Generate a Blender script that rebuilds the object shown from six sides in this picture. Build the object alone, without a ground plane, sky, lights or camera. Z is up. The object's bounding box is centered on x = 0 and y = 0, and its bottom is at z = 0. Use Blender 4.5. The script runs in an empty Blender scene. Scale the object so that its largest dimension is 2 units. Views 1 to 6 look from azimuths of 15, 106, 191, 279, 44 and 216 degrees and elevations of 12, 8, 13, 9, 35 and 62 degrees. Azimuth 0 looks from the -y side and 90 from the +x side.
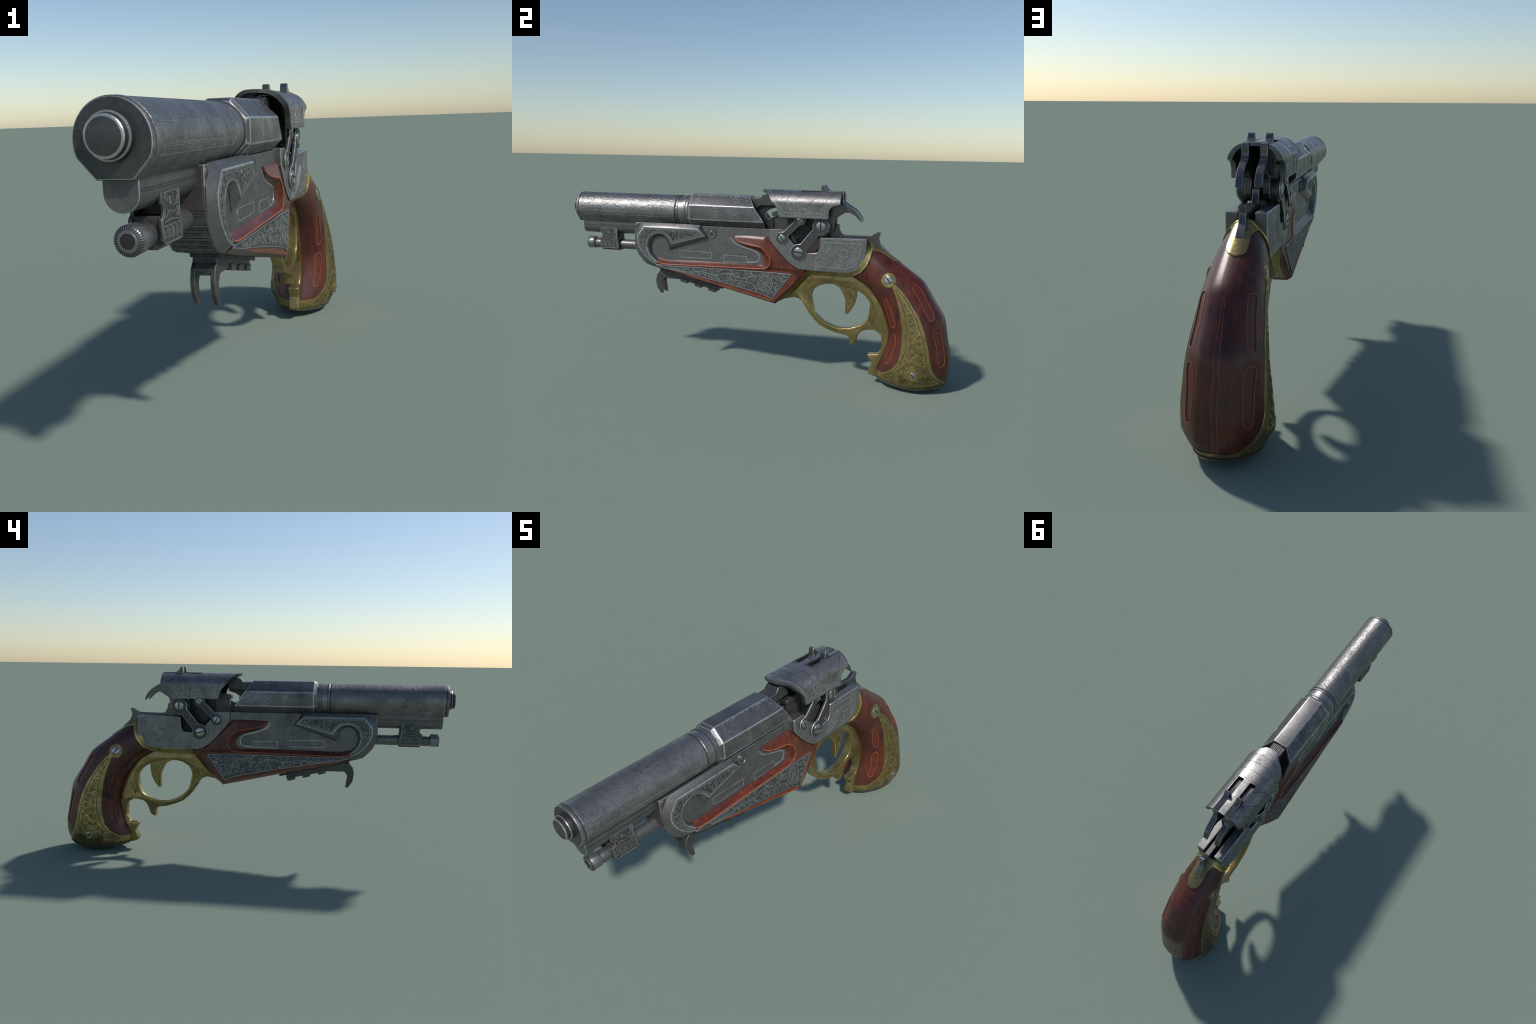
# Ornate fantasy hand-cannon pistol: steel barrel and lockwork, red wood stock, brass furniture.
# Frame: muzzle towards -y, grip towards +y, mirror plane x = 0.
import bpy, bmesh, math, random
from mathutils import Vector, Matrix
from mathutils.bvhtree import BVHTree
from mathutils.geometry import tessellate_polygon

random.seed(7)
PI = math.pi

# ------------------------------------------------------------------ materials
def _nodes(name):
    m = bpy.data.materials.new(name)
    m.use_nodes = True
    nt = m.node_tree
    b = nt.nodes['Principled BSDF']
    tc = nt.nodes.new('ShaderNodeTexCoord')
    return m, nt, b, tc.outputs['Object']

def _noise(nt, vec, scale, detail=4, rough=0.6, stretch=None):
    if stretch:
        mp = nt.nodes.new('ShaderNodeMapping')
        mp.inputs['Scale'].default_value = stretch
        nt.links.new(vec, mp.inputs['Vector'])
        vec = mp.outputs['Vector']
    n = nt.nodes.new('ShaderNodeTexNoise')
    n.inputs['Scale'].default_value = scale
    n.inputs['Detail'].default_value = detail
    n.inputs['Roughness'].default_value = rough
    nt.links.new(vec, n.inputs['Vector'])
    return n.outputs['Fac']

def _ramp(nt, fac, stops):
    r = nt.nodes.new('ShaderNodeValToRGB')
    els = r.color_ramp.elements
    while len(els) < len(stops):
        els.new(0.5)
    for e, (p, c) in zip(els, stops):
        e.position = p
        e.color = (c[0], c[1], c[2], 1) if not isinstance(c, (int, float)) else (c, c, c, 1)
    nt.links.new(fac, r.inputs['Fac'])
    return r.outputs['Color']

def _mix(nt, fac, a, b, mode='MIX'):
    n = nt.nodes.new('ShaderNodeMix')
    n.data_type = 'RGBA'
    n.blend_type = mode
    for sock, v in ((n.inputs[0], fac), (n.inputs[6], a), (n.inputs[7], b)):
        if isinstance(v, (int, float)):
            sock.default_value = v
        elif isinstance(v, tuple):
            sock.default_value = (*v, 1)
        else:
            nt.links.new(v, sock)
    return n.outputs[2]

def _bump(nt, b, h, strength, dist=0.002):
    bp = nt.nodes.new('ShaderNodeBump')
    bp.inputs['Strength'].default_value = strength
    bp.inputs['Distance'].default_value = dist
    nt.links.new(h, bp.inputs['Height'])
    nt.links.new(bp.outputs['Normal'], b.inputs['Normal'])

def sc(c, k):
    return tuple(min(1, x * k) for x in c)

def steel(name, col, rough=0.42, metal=0.8, mottle=0.35, bump=0.25, bscale=160, scratch=0.25, hammered=0):
    m, nt, b, co = _nodes(name)
    n1 = _noise(nt, co, 14, 5, 0.65)
    base = _ramp(nt, n1, [(0.3, sc(col, 1 - mottle)), (0.5, col), (0.72, sc(col, 1 + mottle))])
    n2 = _noise(nt, co, 60, 3, 0.7)
    base = _mix(nt, 0.35, base, _ramp(nt, n2, [(0.35, sc(col, 0.7)), (0.65, sc(col, 1.3))]))
    # sparse bright scratches
    n3 = _noise(nt, co, 34, 2, 0.5, (1, 0.25, 2.2))
    sm = _ramp(nt, n3, [(0.66, 0.0), (0.70, scratch), (0.74, 0.0)])
    base = _mix(nt, sm, base, sc(col, 2.4))
    # dark pits
    n4 = _noise(nt, co, 85, 2, 0.5)
    pm = _ramp(nt, n4, [(0.25, 0.6), (0.31, 0.0)])
    base = _mix(nt, pm, base, sc(col, 0.45))
    nt.links.new(base, b.inputs['Base Color'])
    b.inputs['Metallic'].default_value = metal
    rr = _ramp(nt, n1, [(0.3, min(1, rough + 0.1)), (0.7, max(0.05, rough - 0.1))])
    nt.links.new(rr, b.inputs['Roughness'])
    h = _noise(nt, co, bscale, 3, 0.6)
    if hammered:
        hh = _noise(nt, co, 95, 3, 0.6, (1, 0.7, 1))
        h = _mix(nt, 0.75, h, hh)
        _bump(nt, b, h, hammered, 0.004)
    else:
        _bump(nt, b, h, bump, 0.0012)
    return m

def brass(name, col, rough=0.4, spots=True):
    m, nt, b, co = _nodes(name)
    n1 = _noise(nt, co, 22, 5, 0.65)
    base = _ramp(nt, n1, [(0.3, sc(col, 0.72)), (0.5, col), (0.7, sc(col, 1.22))])
    if spots:
        n2 = _noise(nt, co, 48, 4, 0.7)
        f = _ramp(nt, n2, [(0.54, 0.0), (0.70, 0.7)])
        base = _mix(nt, f, base, (0.085, 0.088, 0.055))
    nt.links.new(base, b.inputs['Base Color'])
    b.inputs['Metallic'].default_value = 0.8
    rr = _ramp(nt, n1, [(0.3, rough + 0.13), (0.7, rough - 0.12)])
    nt.links.new(rr, b.inputs['Roughness'])
    _bump(nt, b, _noise(nt, co, 55, 4), 0.35, 0.002)
    return m

def wood(name, c_dark, c_mid, c_light, stretch, rough=0.36):
    m, nt, b, co = _nodes(name)
    g = _noise(nt, co, 1.0, 5, 0.65, stretch)
    big = _noise(nt, co, 7, 3, 0.6)
    base = _ramp(nt, g, [(0.28, c_dark), (0.48, c_mid), (0.72, c_light)])
    f = _ramp(nt, big, [(0.38, 0.0), (0.66, 0.55)])
    base = _mix(nt, f, base, c_dark)
    fine = _noise(nt, co, 3.2, 3, 0.6, stretch)
    fm = _ramp(nt, fine, [(0.30, 0.7), (0.40, 0.0)])
    base = _mix(nt, fm, base, sc(c_dark, 0.55))
    nt.links.new(base, b.inputs['Base Color'])
    b.inputs['Roughness'].default_value = rough
    b.inputs['Coat Weight'].default_value = 0.15
    b.inputs['Specular IOR Level'].default_value = 0.4
    b.inputs['Coat Roughness'].default_value = 0.3
    _bump(nt, b, fine, 0.15, 0.001)
    return m

def plain(name, col, rough=0.5, metal=0.0):
    m, nt, b, co = _nodes(name)
    n = _noise(nt, co, 40, 3)
    nt.links.new(_ramp(nt, n, [(0.3, sc(col, 0.8)), (0.7, sc(col, 1.2))]), b.inputs['Base Color'])
    b.inputs['Roughness'].default_value = rough
    b.inputs['Metallic'].default_value = metal
    return m

M_BARREL = steel('barrel_steel', (0.190, 0.185, 0.185), 0.38, 0.72, 0.5, hammered=0.75)
M_STEEL = steel('gun_steel', (0.150, 0.148, 0.147), 0.43, 0.7, 0.30)
M_SHROUD = steel('shroud_steel', (0.138, 0.135, 0.136), 0.38, 0.7, 0.55, scratch=0.6)
M_COVER = steel('cover_steel', (0.200, 0.196, 0.196), 0.38, 0.75, 0.48, 0.6, 200)
M_PLATE = steel('lock_steel', (0.190, 0.187, 0.186), 0.42, 0.7, 0.32, 0.6, 200)
M_DARK = steel('dark_steel', (0.042, 0.040, 0.040), 0.45, 0.5, 0.25)
M_MID = steel('mid_steel', (0.085, 0.083, 0.083), 0.42, 0.65, 0.28)
M_LINK = steel('link_steel', (0.072, 0.071, 0.071), 0.46, 0.6, 0.25)
M_HAMMER = steel('hammer_steel', (0.120, 0.118, 0.120), 0.28, 0.8, 0.25)
M_BROWN = steel('brown_steel', (0.066, 0.057, 0.053), 0.52, 0.3, 0.2)
M_POLISH = steel('polished_steel', (0.36, 0.37, 0.375), 0.26, 0.9, 0.15, 0.1)
M_KNOB = steel('knob_steel', (0.24, 0.238, 0.235), 0.33, 0.75, 0.30, 0.2)
M_EDGE = steel('worn_edge_steel', (0.43, 0.435, 0.43), 0.34, 0.75, 0.50, 0.1)
M_FIELD = steel('engraving_ground', (0.070, 0.069, 0.068), 0.46, 0.6, 0.25)
M_LINE = steel('engraving_line', (0.25, 0.260, 0.257), 0.46, 0.6, 0.25, 0.05)
M_CHASE = steel('chased_line', (0.34, 0.35, 0.347), 0.46, 0.6, 0.25, 0.05)
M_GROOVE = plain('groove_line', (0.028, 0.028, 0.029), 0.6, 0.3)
M_BRASS = brass('brass', (0.310, 0.240, 0.095), 0.31)
M_BRASSE = brass('brass_edge', (0.44, 0.37, 0.15), 0.3, False)
M_BRASSL = plain('brass_groove', (0.058, 0.036, 0.011), 0.6, 0.2)
M_WOODF = wood('forestock_wood', (0.036, 0.009, 0.006), (0.116, 0.024, 0.010), (0.185, 0.040, 0.016), (42, 30, 6))
M_WOODG = wood('grip_wood', (0.026, 0.0075, 0.0075), (0.092, 0.019, 0.0105), (0.135, 0.029, 0.014), (45, 36, 9))
M_WOODE = plain('worn_wood_edge', (0.270, 0.070, 0.031), 0.4)
M_WOODD = plain('recess_wood', (0.095, 0.020, 0.012), 0.42)

# ------------------------------------------------------------------ helpers
ROOT = bpy.data.objects.new('ornate_pistol', None)
bpy.context.scene.collection.objects.link(ROOT)
ROOT['label'] = 'ornate pistol, engraved dark steel, red wood grip, brass guard'
ROOT['category'] = 'pistol'

def link(ob, parent=None):
    bpy.context.scene.collection.objects.link(ob)
    ob.parent = parent or ROOT
    return ob

def shade(me, angle=32):
    me.polygons.foreach_set('use_smooth', [True] * len(me.polygons))
    try:
        me.set_sharp_from_angle(angle=math.radians(angle))
    except Exception:
        pass

def obj_from_bm(name, bm, mats, parent=None, angle=32, do_link=True):
    me = bpy.data.meshes.new(name)
    bm.to_mesh(me)
    bm.free()
    for m in (mats if isinstance(mats, (list, tuple)) else [mats]):
        me.materials.append(m)
    shade(me, angle)
    ob = bpy.data.objects.new(name, me)
    if do_link:
        link(ob, parent)
    return ob

def bevel_bm(bm, w, seg=1, mat=1, min_angle=28):
    es = [e for e in bm.edges if len(e.link_faces) == 2 and e.calc_face_angle(0) > math.radians(min_angle)]
    if es and w > 0:
        bmesh.ops.bevel(bm, geom=es, offset=w, segments=seg, profile=0.5, affect='EDGES',
                        clamp_overlap=True, material=mat)

def area2(p):
    return 0.5 * sum(p[i][0] * p[(i + 1) % len(p)][1] - p[(i + 1) % len(p)][0] * p[i][1] for i in range(len(p)))

def prism_bm(loops, x0, x1, axis=0):
    """Extrude 2D loops (first outer, others holes) along an axis. axis 0: (y,z)->x, 1: (x,z)->y, 2: (x,y)->z."""
    def put(p, h):
        if axis == 0:
            return Vector((h, p[0], p[1]))
        if axis == 1:
            return Vector((p[0], h, p[1]))
        return Vector((p[0], p[1], h))
    bm = bmesh.new()
    flat = [p for l in loops for p in l]
    lo = [bm.verts.new(put(p, x0)) for p in flat]
    hi = [bm.verts.new(put(p, x1)) for p in flat]
    if len(loops) == 1:
        bm.faces.new(lo)
        bm.faces.new(list(reversed(hi)))
    else:
        for t in tessellate_polygon([[Vector((p[0], p[1], 0)) for p in l] for l in loops]):
            try:
                bm.faces.new([lo[i] for i in t])
                bm.faces.new([hi[i] for i in reversed(t)])
            except ValueError:
                pass
    k = 0
    for l in loops:
        n = len(l)
        for i in range(n):
            a, b = k + i, k + (i + 1) % n
            bm.faces.new((lo[a], lo[b], hi[b], hi[a]))
        k += n
    bmesh.ops.recalc_face_normals(bm, faces=bm.faces)
    if len(loops) > 1:
        bmesh.ops.dissolve_limit(bm, angle_limit=0.01, verts=bm.verts, edges=bm.edges)
    return bm

def prism(name, poly, x0, x1, mat, bev=0.0, edge=None, seg=1, parent=None, axis=0, angle=32):
    loops = poly if isinstance(poly[0][0], (list, tuple)) else [poly]
    bm = prism_bm(loops, x0, x1, axis)
    bevel_bm(bm, bev, seg, 1 if edge else 0)
    return obj_from_bm(name, bm, [mat] + ([edge] if edge else []), parent, angle)

def pair(name, poly, x0, x1, mat, bev=0.0, edge=None, seg=1, parent=None):
    """One piece on each side of the mirror plane."""
    return [prism(name, poly, s * x0, s * x1, mat, bev, edge, seg, parent) for s in (1, -1)]

def box(name, x0, x1, y0, y1, z0, z1, mat, bev=0.0, edge=None, parent=None):
    return prism(name, [(y0, z0), (y1, z0), (y1, z1), (y0, z1)], x0, x1, mat, bev, edge, 1, parent)

def grid_bm(rows, close_u=True, cap=(False, False)):
    bm = bmesh.new()
    vs = [[bm.verts.new(p) for p in r] for r in rows]
    n = len(rows[0])
    for a, b in zip(vs, vs[1:]):
        for i in range(n if close_u else n - 1):
            j = (i + 1) % n
            bm.faces.new((a[i], a[j], b[j], b[i]))
    if cap[0]:
        bm.faces.new(list(reversed(vs[0])))
    if cap[1]:
        bm.faces.new(vs[-1])
    bmesh.ops.recalc_face_normals(bm, faces=bm.faces)
    return bm

def lathe(name, prof, axis, center, mat, n=32, parent=None, angle=32, do_link=True):
    """prof: list of (distance along axis, radius)."""
    rows = []
    for d, r in prof:
        row = []
        for i in range(n):
            a = 2 * PI * i / n
            c, s = r * math.cos(a), r * math.sin(a)
            row.append(Vector((d, c, s)) if axis == 0 else Vector((c, d, s)))
        rows.append([v + Vector(center) for v in row])
    bm = grid_bm(rows, True, (True, True))
    return obj_from_bm(name, bm, mat, parent, angle, do_link)

def boolean(ob, cutter, op):
    md = ob.modifiers.new('b', 'BOOLEAN')
    md.operation = op
    md.object = cutter
    md.solver = 'EXACT'
    dg = bpy.context.evaluated_depsgraph_get()
    me = bpy.data.meshes.new_from_object(ob.evaluated_get(dg))
    ob.modifiers.clear()
    old = ob.data
    ob.data = me
    bpy.data.meshes.remove(old)
    shade(me)
    return ob

def kill(*obs):
    for o in obs:
        bpy.data.objects.remove(o, do_unlink=True)

def bvh_of(ob):
    me = ob.data
    return BVHTree.FromPolygons([v.co.copy() for v in me.vertices], [list(p.vertices) for p in me.polygons])

def catmull(pts, n):
    """Open Catmull-Rom through points of any dimension, n samples per span."""
    out = []
    P = [pts[0]] + list(pts) + [pts[-1]]
    for i in range(1, len(P) - 2):
        for k in range(n):
            t = k / n
            out.append(tuple(0.5 * (2 * b + (c - a) * t + (2 * a - 5 * b + 4 * c - d) * t * t + (3 * b - a - 3 * c + d) * t ** 3)
                             for a, b, c, d in zip(P[i - 1], P[i], P[i + 1], P[i + 2])))
    out.append(tuple(pts[-1]))
    return out

def closed_smooth(pts, n=5):
    m = len(pts)
    out = []
    for i in range(m):
        a, b, c, d = pts[i - 1], pts[i], pts[(i + 1) % m], pts[(i + 2) % m]
        for k in range(n):
            t = k / n
            out.append(tuple(0.5 * (2 * q + (r - p) * t + (2 * p - 5 * q + 4 * r - s) * t * t + (3 * q - p - 3 * r + s) * t ** 3)
                             for p, q, r, s in zip(a, b, c, d)))
    return out

def resample(pl, step, closed=False):
    if closed:
        pl = list(pl) + [pl[0]]
    out = [pl[0]]
    for a, b in zip(pl, pl[1:]):
        d = math.dist(a, b)
        k = max(1, int(math.ceil(d / step)))
        for i in range(1, k + 1):
            t = i / k
            out.append(tuple(x + (y - x) * t for x, y in zip(a, b)))
    return out

def inset(poly, d):
    """Inward offset of a simple polygon by moving its edges."""
    n = len(poly)
    s = 1 if area2(poly) > 0 else -1
    out = []
    for i in range(n):
        p0, p1, p2 = poly[i - 1], poly[i], poly[(i + 1) % n]
        def nrm(a, b):
            dx, dy = b[0] - a[0], b[1] - a[1]
            l = math.hypot(dx, dy) or 1
            return (-dy / l * s, dx / l * s)
        n1, n2 = nrm(p0, p1), nrm(p1, p2)
        k = 1 + n1[0] * n2[0] + n1[1] * n2[1]
        k = max(k, 0.35)
        out.append((p1[0] + (n1[0] + n2[0]) / k * d, p1[1] + (n1[1] + n2[1]) / k * d))
    return out

def inside(p, poly):
    c = False
    n = len(poly)
    for i in range(n):
        a, b = poly[i], poly[(i + 1) % n]
        if (a[1] > p[1]) != (b[1] > p[1]) and p[0] < (b[0] - a[0]) * (p[1] - a[1]) / (b[1] - a[1]) + a[0]:
            c = not c
    return c

def seg_dist(p, a, b):
    dx, dy = b[0] - a[0], b[1] - a[1]
    t = max(0, min(1, ((p[0] - a[0]) * dx + (p[1] - a[1]) * dy) / (dx * dx + dy * dy + 1e-12)))
    return math.hypot(p[0] - a[0] - t * dx, p[1] - a[1] - t * dy)

def poly_dist(p, poly):
    return min(seg_dist(p, poly[i], poly[(i + 1) % len(poly)]) for i in range(len(poly)))

# ---- engraved / chased lines: low ridges laid on a surface
def ridge_bm(bm, pts, nrm, r, h, flat=0.75):
    n = len(pts)
    if n < 2:
        return
    prev = None
    for i in range(n):
        t = (pts[min(i + 1, n - 1)] - pts[max(i - 1, 0)])
        if t.length < 1e-9:
            continue
        b = nrm[i].cross(t).normalized()
        row = [bm.verts.new(pts[i] + b * r - nrm[i] * 0.0012), bm.verts.new(pts[i] + b * r * flat + nrm[i] * h),
               bm.verts.new(pts[i] - b * r * flat + nrm[i] * h), bm.verts.new(pts[i] - b * r - nrm[i] * 0.0012)]
        if prev:
            for k in range(3):
                bm.faces.new((prev[k], prev[k + 1], row[k + 1], row[k]))
        prev = row

def engrave(name, lines, target, r, h, mat, parent=None, sides=(1, -1), step=0.004):
    """Project 2D (y,z) polylines along x on to the target surface, on both flanks."""
    bvh = target if isinstance(target, BVHTree) else bvh_of(target)
    bm = bmesh.new()
    for s in sides:
        for l in lines:
            pts, nrm = [], []
            for (y, z) in resample(l, step):
                hit, no, _, _ = bvh.ray_cast(Vector((s * 0.6, y, z)), Vector((-s, 0, 0)))
                if hit is None or hit.x * s < 0.004:
                    ridge_bm(bm, pts, nrm, r, h)
                    pts, nrm = [], []
                    continue
                if no.x * s < 0:
                    no = -no
                pts.append(hit)
                nrm.append(no)
            ridge_bm(bm, pts, nrm, r, h)
    ob = obj_from_bm(name, bm, mat, parent, 60)
    ob['kind'] = 'stuff'
    return ob

def spiral(c, r, turns, a0, d, tail=0.0):
    pts = []
    n = int(16 * turns) + 4
    for i in range(n + 1):
        t = i / n
        rad = r * (0.10 + 0.90 * t)
        a = a0 + d * 2 * PI * turns * t
        pts.append((c[0] + rad * math.cos(a), c[1] + rad * math.sin(a)))
    if tail > 0:
        a = a0 + d * 2 * PI * turns
        tx, ty = -math.sin(a) * d, math.cos(a) * d
        ox, oy = math.cos(a), math.sin(a)
        p = pts[-1]
        for k in range(1, 6):
            q = k / 5
            pts.append((p[0] + tail * (tx * q + ox * q * q * 0.5), p[1] + tail * (ty * q + oy * q * q * 0.5)))
    return pts

def circle(c, r, n=24, a0=0.0, a1=2 * PI):
    return [(c[0] + r * math.cos(a0 + (a1 - a0) * i / n), c[1] + r * math.sin(a0 + (a1 - a0) * i / n)) for i in range(n + 1)]

def scrollwork(poly, rmax, rmin, seed, double=True, avoid=(), gap=1.05):
    """Fill a polygon with packed volutes joined by curling tails and small leaves."""
    rnd = random.Random(seed)
    ys = [p[0] for p in poly]
    zs = [p[1] for p in poly]
    placed = [(c, r) for c, r in avoid]
    out = []
    r = rmax
    while r > rmin:
        for _ in range(int(60 + 900 * (1 - r / rmax))):
            p = (rnd.uniform(min(ys), max(ys)), rnd.uniform(min(zs), max(zs)))
            if not inside(p, poly) or poly_dist(p, poly) < r:
                continue
            if any(math.dist(p, c) < (r + q) * gap for c, q in placed):
                continue
            placed.append((p, r))
            d = rnd.choice((1, -1))
            a0 = rnd.uniform(0, 2 * PI)
            turns = 1.9 if r > 0.5 * (rmax + rmin) else 1.35
            out.append(spiral(p, r, turns, a0, d, r * 1.3))
            if double and r > rmin * 1.8:
                out.append(spiral(p, r * 0.80, turns * 0.8, a0 + 0.5, d, 0))
            for _k in range(2):
                la = rnd.uniform(0, 2 * PI)
                q = (p[0] + r * 1.15 * math.cos(la), p[1] + r * 1.15 * math.sin(la))
                out.append(circle(q, r * 0.22, 8, la, la + 4.5))
        r *= 0.82
    return [[q for q in l] for l in out if all(inside(q, poly) for q in l[::3])]

def dashes(poly, step, frac, closed=True):
    pts = resample(poly, step / 6, closed)
    out, cur, acc = [], [pts[0]], 0.0
    for a, b in zip(pts, pts[1:]):
        acc += math.dist(a, b)
        ph = (acc % step) / step
        if ph < frac:
            cur.append(b)
        else:
            if len(cur) > 1:
                out.append(cur)
            cur = [b]
    return out

def closed(p):
    return list(p) + [p[0]]

# ---- slotted screw (one shared mesh, head along +x)
def make_screw():
    prof = [(-0.010, 1.0), (0.0, 1.0), (0.10, 0.985), (0.20, 0.93), (0.30, 0.80), (0.37, 0.60), (0.41, 0.35), (0.42, 0.05)]
    ob = lathe('screw_proto', prof, 0, (0, 0, 0), [M_POLISH, M_DARK], 28, angle=60)
    bm = prism_bm([[(-1.2, -0.13), (1.2, -0.13), (1.2, 0.13), (-1.2, 0.13)]], 0.12, 1.0)
    cut = obj_from_bm('cut', bm, [M_POLISH, M_DARK])
    for p in cut.data.polygons:
        p.material_index = 1  # slot walls darkened by material to deepen their shadow
    boolean(ob, cut, 'DIFFERENCE')
    kill(cut)
    me = ob.data
    kill(ob)
    return me
SCREW = make_screw()
SCREW_DARK = SCREW.copy()
SCREW_DARK.materials[0] = M_STEEL

def screw(x, y, z, r, slot, parent=None, depth=1.0, mesh=None):
    for s in (1, -1):
        o = bpy.data.objects.new('screw', mesh or SCREW)
        o.location = (s * x, y, z)
        o.rotation_euler = (slot if s > 0 else -slot, 0, 0 if s > 0 else PI)
        if s < 0:
            o.rotation_euler = Matrix.Rotation(slot, 4, 'X').to_euler()
            o.rotation_euler = (Matrix.Rotation(slot, 4, 'X') @ Matrix.Rotation(PI, 4, 'Z')).to_euler()
        o.scale = (r * depth, r, r)
        link(o, parent)

# ================================================================== BARREL
BZ, BR = 0.8170, 0.0810
def barrel_section(k):
    pts = []
    for i in range(33):
        a = math.radians(-22.5 + 225 * i / 32)
        pts.append((BR * k * math.cos(a), BZ + BR * k * math.sin(a)))
    pts.append((-0.038 * k, BZ - 0.072 * k))
    pts.append((0.038 * k, BZ - 0.072 * k))
    return pts
bar = [(-0.9680, 0.955), (-0.9672, 0.975), (-0.9645, 0.995), (-0.957, 1.0), (-0.955, 0.985), (-0.951, 0.985), (-0.949, 1.004),
       (-0.941, 1.004), (-0.938, 0.992), (-0.80, 0.992), (-0.65, 0.992), (-0.50, 0.992), (-0.412, 0.992), (-0.409, 0.998), (-0.403, 0.998),
       (-0.401, 0.978), (-0.396, 0.978), (-0.393, 1.0), (-0.386, 1.0), (-0.384, 0.965), (-0.358, 0.965), (-0.356, 1.005),
       (-0.345, 1.005), (-0.342, 0.97), (-0.25, 0.97)]
rows = [[Vector((x, y, z)) for x, z in barrel_section(k)] for y, k in bar]
barrel = obj_from_bm('barrel', grid_bm(rows, True, (True, True)), [M_BARREL, M_EDGE, M_GROOVE, M_MID, M_KNOB], angle=26)
for p in barrel.data.polygons:
    y = p.center.y
    if len(p.vertices) > 6:
        p.material_index = 3
    elif y < -0.9660:
        p.material_index = 1
    elif -0.384 < y < -0.358 or -0.949 < y < -0.941:
        p.material_index = 4
    elif -0.955 < y < -0.950 or -0.4005 < y < -0.396 or -0.386 < y < -0.384 or -0.358 < y < -0.356:
        p.material_index = 2

lathe('muzzle_plug', [(-1.0, 0.035), (-0.9992, 0.0385), (-0.997, 0.0405), (-0.985, 0.0412), (-0.9845, 0.0425), (-0.9845, 0.0452),
                      (-0.982, 0.0462), (-0.960, 0.0468)], 1, (0, 0, 0.8255), [M_MID, M_EDGE, M_DARK], 32)
plug = bpy.data.objects['muzzle_plug']
for p in plug.data.polygons:
    c = p.center
    rr = math.hypot(c.x, c.z - 0.8255)
    if (rr > 0.0365 and c.y < -0.9975) or (0.0425 < rr and -0.985 < c.y < -0.981):
        p.material_index = 1
    if c.y > -0.981 or -0.996 < c.y < -0.985:
        p.material_index = 2
# side frame engraved on the barrel flanks
bl = []
zt, zb = 0.812, 0.792
bl.append([(-0.915, zt - 0.004), (-0.455, zt - 0.006)])
bl.append([(-0.915, zt - 0.009), (-0.455, zt - 0.011)])
bl.append([(-0.62, zt + 0.037), (-0.44, zt + 0.032)])
bl.append([(-0.92, zt + 0.037), (-0.70, zt + 0.037)])
for cy, d in ((-0.922, 1), (-0.448, -1)):
    bl.append(spiral((cy, zt - 0.004), 0.011, 1.3, 0.5, d, 0.012))
    bl.append(spiral((cy + 0.016 * d, zt + 0.012), 0.009, 1.2, 2.5, -d, 0.01))
    bl.append(spiral((cy - 0.004 * d, zt + 0.026), 0.007, 1.2, 1.0, d, 0.008))
    bl.append([(cy - 0.012 * d, zt + 0.055), (cy - 0.012 * d, zt - 0.012)])
rj = random.Random(12)
bl.append([(-0.93 + 0.0104 * k, 0.7868 + rj.uniform(-0.0012, 0.0006)) for k in range(50)])
for cy, cz, r in ((-0.525, 0.853, 0.007), (-0.60, 0.789, 0.008), (-0.66, 0.868, 0.006)):
    bl.append(circle((cy, cz), r, 12))
engrave('barrel_engraving', bl, barrel, 0.0010, 0.0004, M_LINE, barrel)

# U-shaped under barrel
um = []
for i in range(13):
    a = -PI * i / 12
    um.append((0.0375 * math.cos(a), 0.7185 + 0.0375 * math.sin(a)))
um = [(0.0375, 0.75)] + um + [(-0.0375, 0.75)]
under = prism('under_barrel', um, -0.946, -0.55, M_STEEL, 0.0018, M_EDGE, 1, axis=1, angle=28)
engrave('under_barrel_grooves', [[(-0.944, 0.7262), (-0.64, 0.7262)], [(-0.944, 0.7215), (-0.64, 0.7215)]], under, 0.0009, 0.0005, M_GROOVE, under)

# ramrod with knurled knob and engraved clamp
RZ = 0.6230
rod = lathe('ramrod', [(-0.90, 0.024), (-0.885, 0.0245), (-0.878, 0.0265), (-0.86, 0.0255), (-0.76, 0.0255), (-0.745, 0.0258), (-0.60, 0.0258)],
            1, (0, 0, RZ), M_STEEL, 24)
kprof = [(-0.9335, 0.004), (-0.9332, 0.010), (-0.9328, 0.0150), (-0.9345, 0.0158), (-0.9345, 0.0185), (-0.933, 0.0195), (-0.933, 0.0225),
         (-0.930, 0.0295), (-0.926, 0.0318), (-0.893, 0.0318), (-0.890, 0.030), (-0.888, 0.024)]
knob = lathe('ramrod_knob', kprof, 1, (0, 0, RZ + 0.003), [M_KNOB, M_DARK], 40, rod, 50)
for p in knob.data.polygons:
    c = p.center
    if math.hypot(c.x, c.z - RZ - 0.003) < 0.0155 and c.y < -0.93:
        p.material_index = 1
bm = bmesh.new()
for i in range(36):
    a = 2 * PI * i / 36
    d = Vector((math.cos(a), 0, math.sin(a)))
    o = Vector((0, 0, RZ + 0.003))
    t = Vector((-math.sin(a), 0, math.cos(a)))
    pts = [o + d * 0.0222 + Vector((0, -0.9334, 0)), o + d * 0.0296 + Vector((0, -0.9304, 0)), o + d * 0.0319 + Vector((0, -0.925, 0))]
    n_ = (d + Vector((0, -1, 0))).normalized()
    ridge_bm(bm, pts, [n_] * 3, 0.0011, 0.0008)
kg = obj_from_bm('knurling', bm, M_DARK, rod)
kg['kind'] = 'stuff'

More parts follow.
